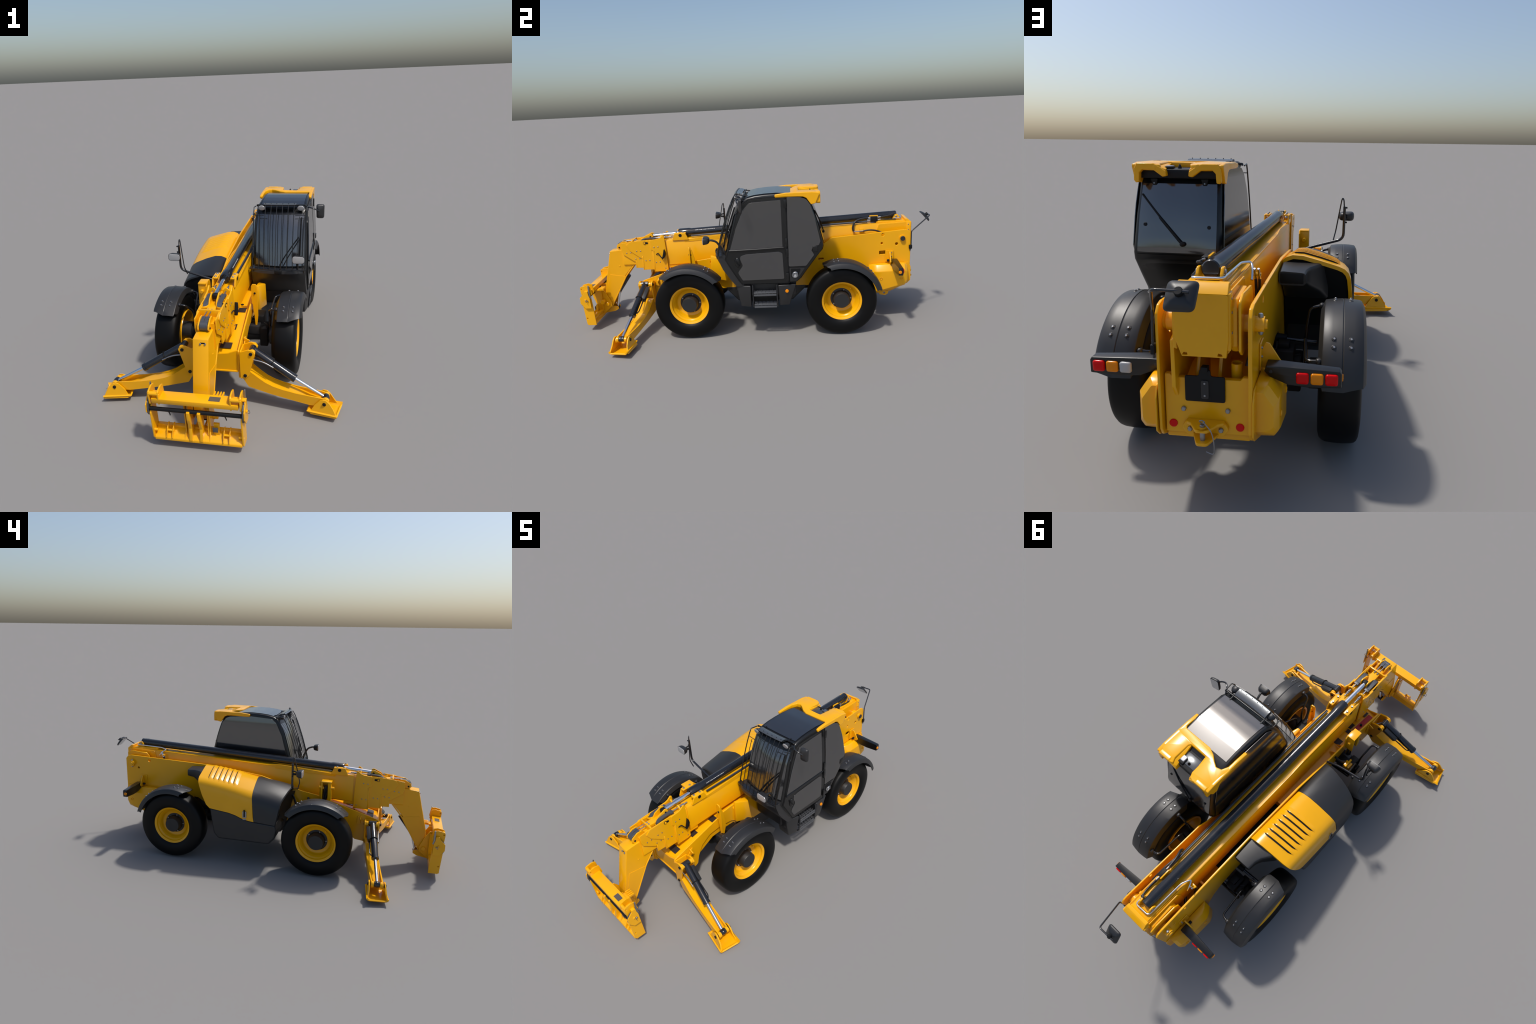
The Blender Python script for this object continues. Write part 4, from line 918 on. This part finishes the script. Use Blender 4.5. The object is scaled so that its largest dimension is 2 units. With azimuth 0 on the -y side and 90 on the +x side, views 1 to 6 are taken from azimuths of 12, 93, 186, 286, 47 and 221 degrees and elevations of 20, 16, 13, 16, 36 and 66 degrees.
    for k in range(10):
        x = .078+.0295*k; z1 = len(zs) if 1 < k < 8 else len(zs)-3
        tube('guard_bar', [gp(x, z) for z in zs[:z1]], .0019, FRM, GD, 0, 6)
    for z in (.735,):
        for r in ((.075, .130), (.292, .347)): tube('guard_bar', [gp(lerp(r[0], r[1], k/4), z) for k in range(5)], .0019, FRM, GD, 0, 6)
    for x in (.077, .349): tube('guard_post', [gp(x, z) for z in zs[1:-1]]+[(x, -.02, .765)], .0028, FRM, GD, 0, 8)
    # lower deflector plate
    n = 14
    pl = [gp(lerp(.060, .352, k/n), .475)[:2] for k in range(n+1)]
    plate('guard_deflector', [(x, y-.004) for x, y in pl]+[(x, y+.022) for x, y in reversed(pl)], 'z', .468, .4745, GLO, GD, .001)
    rows = []
    for k in range(9):
        x = lerp(.126, .296, k/8); f = gp(x, .785); rows.append([(x, f[1]+.034, .7805), (x, f[1]+.020, .786), (x, f[1], .7875), (x, f[1]-.006, .784)])
    loft('guard_visor', rows, VIS, GD, thick=.002)
    for k in range(6): x = .135+.030*k; f = gp(x, .785); bolt((x, f[1]+.004, .7872), (0, 0, 1), .0018, DRK, GD, .003)
    for x in (.125, .298): tube('guard_stay', [gp(x, .783), (x, -.02, .774), (x, .005, .772)], .003, FRM, GD, .01, 8)
    tube('guard_frame', [(.085, -.018, .765), (.085, -.02, .772), (.34, -.02, .772), (.34, -.018, .765)], .004, FRM, GD, .01, 8)
    # front wiper
    def wp(x, z): p = gp(x, z); return (p[0], p[1]+.026, p[2])
    tube('front_wiper', [wp(.215, .485), wp(.24, .53), wp(.28, .585), wp(.312, .625)], .003, DRK, GD, .03, 8)
    tube('front_wiper', [wp(.235, .485), wp(.262, .535), wp(.318, .618)], .0026, DRK, GD, .03, 8)
    tube('front_wiper', [wp(.318, .52), wp(.320, .60), wp(.322, .72)], .0036, DRK, GD, 0, 8)
    box('wiper_motor', (.195, -.196, .452), (.232, -.176, .474), DRK, GD, .004)
    # ---- lamps and mirrors
    for x in (.116, .318):
        LP = empty('roof_lamp', ROOT)
        lathe('lamp_body', [(0, 0), (.004, .010), (.014, .0175), (.024, .0195), (.026, .019)], (x, -.032, .7695), (0, -1, -.18), PLA, LP, 24)
        lathe('lamp_glass', [(.0, .0185), (.003, .016), (.0045, 0)], (x, -.0575, .765), (0, -1, -.18), LNS, LP, 24)
        for o in LP.children:
            for v in o.data.vertices: v.co.z = .767+(v.co.z-.767)*.74
        tube('lamp_arm', [(x, -.036, .766), (x, -.022, .760), (x, -.012, .755)], .004, DRK, LP, .005, 8)
    for s, c in ((1, (.323, -.228, .550)), (-1, (-.310, -.248, .553))):
        HL = empty('headlamp', ROOT)
        rows = []
        for dy, a, b in ((.020, .012, .008), (.0175, .021, .014), (.010, .0275, .0185), (-.004, .0305, .0208), (-.010, .0315, .0215)):
            rows.append([(c[0]+q[0], c[1]+dy, c[2]+q[1]) for q in fillet([(-a, -b*.9), (-a, b), (a, b*.85), (a, -b*.85)], b*.75, 5)])
        loft('lamp_body', rows, PLA, HL, caps=True, cyclic=True, ang=50)
        rows = []
        for dy, k in ((-.0101, 1), (-.0125, .96), (-.0135, .6), (-.0138, .1)):
            rows.append([(c[0]+q[0]*k, c[1]+dy, c[2]+q[1]*k) for q in fillet([(-.0295, -.0175), (-.0295, .0195), (.0295, .0165), (.0295, -.0165)], .014, 5)])
        loft('lamp_glass', rows, LNS, HL, caps=True, cyclic=True, ang=50)
        if s > 0: tube('lamp_arm', [(.306, -.140, .46), (.308, -.150, .50), (.318, -.172, .542), (.322, -.20, .551), (.323, -.215, .551)], .0055, PLA, HL, .02, 10)
        else:
            tube('lamp_arm', [(-.105, -.196, .405), (-.16, -.205, .425), (-.30, -.204, .466), (-.3005, -.204, .60)], .0058, GLO, HL, .025, 10)
            tube('lamp_guard', [(-.3005, -.204, .58), (-.297, -.204, .625), (-.292, -.206, .635), (-.288, -.212, .625), (-.268, -.238, .495), (-.258, -.226, .452)], .0028, GLO, HL, .010, 8)
            for z in (.535, .565, .595): tube('lamp_bracket', [(-.312, -.206, z), (-.295, -.206, z)], .0035, DRK, HL, 0, 8)
            tube('lamp_bracket', [(-.302, -.206, .545), (-.306, -.225, .548), (-.310, -.235, .553)], .006, DRK, HL, .006, 8)
            tube('lamp_bracket', [(-.302, -.206, .565), (-.306, -.225, .560), (-.310, -.235, .556)], .004, DRK, HL, .006, 8)
    MR = empty('side_mirror', ROOT)
    rows = []
    for dy, k in ((-.009, .35), (-.0065, .8), (-.001, .98), (.005, 1.0), (.007, .98)):
        rows.append([(.415+q[0]*k, -.028+dy+.003*q[0]/.02, .741+q[1]*k) for q in fillet([(-.020, -.034), (-.021, .040), (.021, .038), (.019, -.036)], .012, 5)])
    loft('mirror_shell', rows, PLA, MR, caps=True, cyclic=True, ang=50)
    rows = [[(.415+q[0]*.88, -.028+.0078+.003*q[0]/.02, .741+q[1]*.9) for q in fillet([(-.020, -.034), (-.021, .040), (.021, .038), (.019, -.036)], .012, 5)], [(.415+q[0]*.1, -.028+.0086, .741+q[1]*.1) for q in fillet([(-.020, -.034), (-.021, .040), (.021, .038), (.019, -.036)], .012, 5)]]
    loft('mirror_glass', rows, MIR, MR, caps=True, cyclic=True)
    tube('mirror_arm', [(.342, -.012, .752), (.348, -.030, .766), (.37, -.050, .767), (.395, -.046, .757), (.412, -.036, .745)], .0036, GLO, MR, .012, 8)
    tube('mirror_arm', [(.345, -.02, .765), (.347, -.034, .745), (.347, -.050, .70), (.349, -.058, .69)], .005, FRM, MR, .012, 8)
    # rear mirror on its long rod
    RM = empty('rear_mirror', ROOT)
    tube('mirror_rod', [(.109, .879, .395), (.109, .884, .42), (.107, .884, .505), (.066, .992, .583), (.016, .991, .582), (-.006, .990, .580)], .0034, GLO, RM, .010, 8)
    box('rod_clamp', (.104, .872, .405), (.114, .890, .428), DRK, RM, .003)
    h = (.014, .977, .569)
    rows = []
    nrm = Vector((0, -.74, -.67)).normalized(); ex = Vector((1, 0, 0)); ey = nrm.cross(ex).normalized()
    for dn, k in ((-.012, .18), (-.009, .55), (-.003, .92), (.002, 1.0), (.005, .97)):
        rows.append([tuple(Vector(h)+ex*q[0]*k+ey*q[1]*k+nrm*dn) for q in fillet([(-.0315, -.032), (-.0325, .033), (.0315, .032), (.0305, -.033)], .013, 5)])
    loft('mirror_shell', rows, PLA, RM, caps=True, cyclic=True, ang=50)
    rows = [[tuple(Vector(h)+ex*q[0]*k+ey*q[1]*k+nrm*(.0056+.0006*(1-k))) for q in fillet([(-.0315, -.032), (-.0325, .033), (.0315, .032), (.0305, -.033)], .013, 5)] for k in (.9, .1)]
    loft('mirror_glass', rows, MIR, RM, caps=True, cyclic=True)
    cyl('mirror_clamp', Vector(h)-nrm*.008, Vector(h)-nrm*.022, .009, DRK, RM)
    # ---- rear lamp bars
    for s in (1, -1):
        LB = empty('rear_lamp_bar', ROOT)
        bar = [(s*.120, .342), (s*.124, .356), (s*.155, .357), (s*.292, .352), (s*.297, .345), (s*.297, .312), (s*.225, .308), (s*.175, .312), (s*.132, .330)]
        o = plate('lamp_housing', fillet(bar, .004), 'y', .765, .805, FRM, LB, .003)
        for v in o.data.vertices:
            if v.co.y < .785: v.co.y = lerp(.772, .785, min(1, max(0, (abs(v.co.x)-.12)/.18)))-.004
        smooth(o.data)
        cols = (RED, AMB, RED) if s < 0 else (WHT, AMB, RED)
        for x, m in zip((.208, .241, .274), cols):
            rows = []
            for dy, k in ((0, 1), (.004, .97), (.006, .8), (.0065, .2)):
                rows.append([(s*x+q[0]*k, .805+dy, .332+q[1]*k) for q in fillet([(-.0145, -.0135), (-.0145, .0135), (.0145, .0135), (.0145, -.0135)], .006, 4)])
            loft('lens', rows, m, LB, caps=True, cyclic=True, ang=50)
        lathe('end_marker', [(0, 0), (0, .009), (.003, .008), (.004, 0)], (s*.297, .788, .331), (s, 0, 0), AMB, LB, 18)
        plate('bar_bracket', fillet([(s*.107, .372), (s*.118, .398), (s*.128, .395), (s*.160, .345), (s*.150, .334), (s*.107, .334)], .004), 'y', .762, .768, YEL, LB, .001)
        plate('bar_bracket_base', fillet([(.742, .335), (.742, .40), (.788, .40), (.788, .335)], .003), 'x', s*.1065, s*.1105, YEL, LB, .001)
        for z in (.388, .366): bolt((s*.1105, .777, z), (s, 0, 0), .003, STL, LB, .003)
        bolt((s*.135, .803, .343), (0, 1, 0), .0045, GRY, LB, .003)
        bolt((s*.13, .760, .348), (0, -1, 0), .007, DRK, LB, .012)
cab()
bpy.context.view_layer.update()
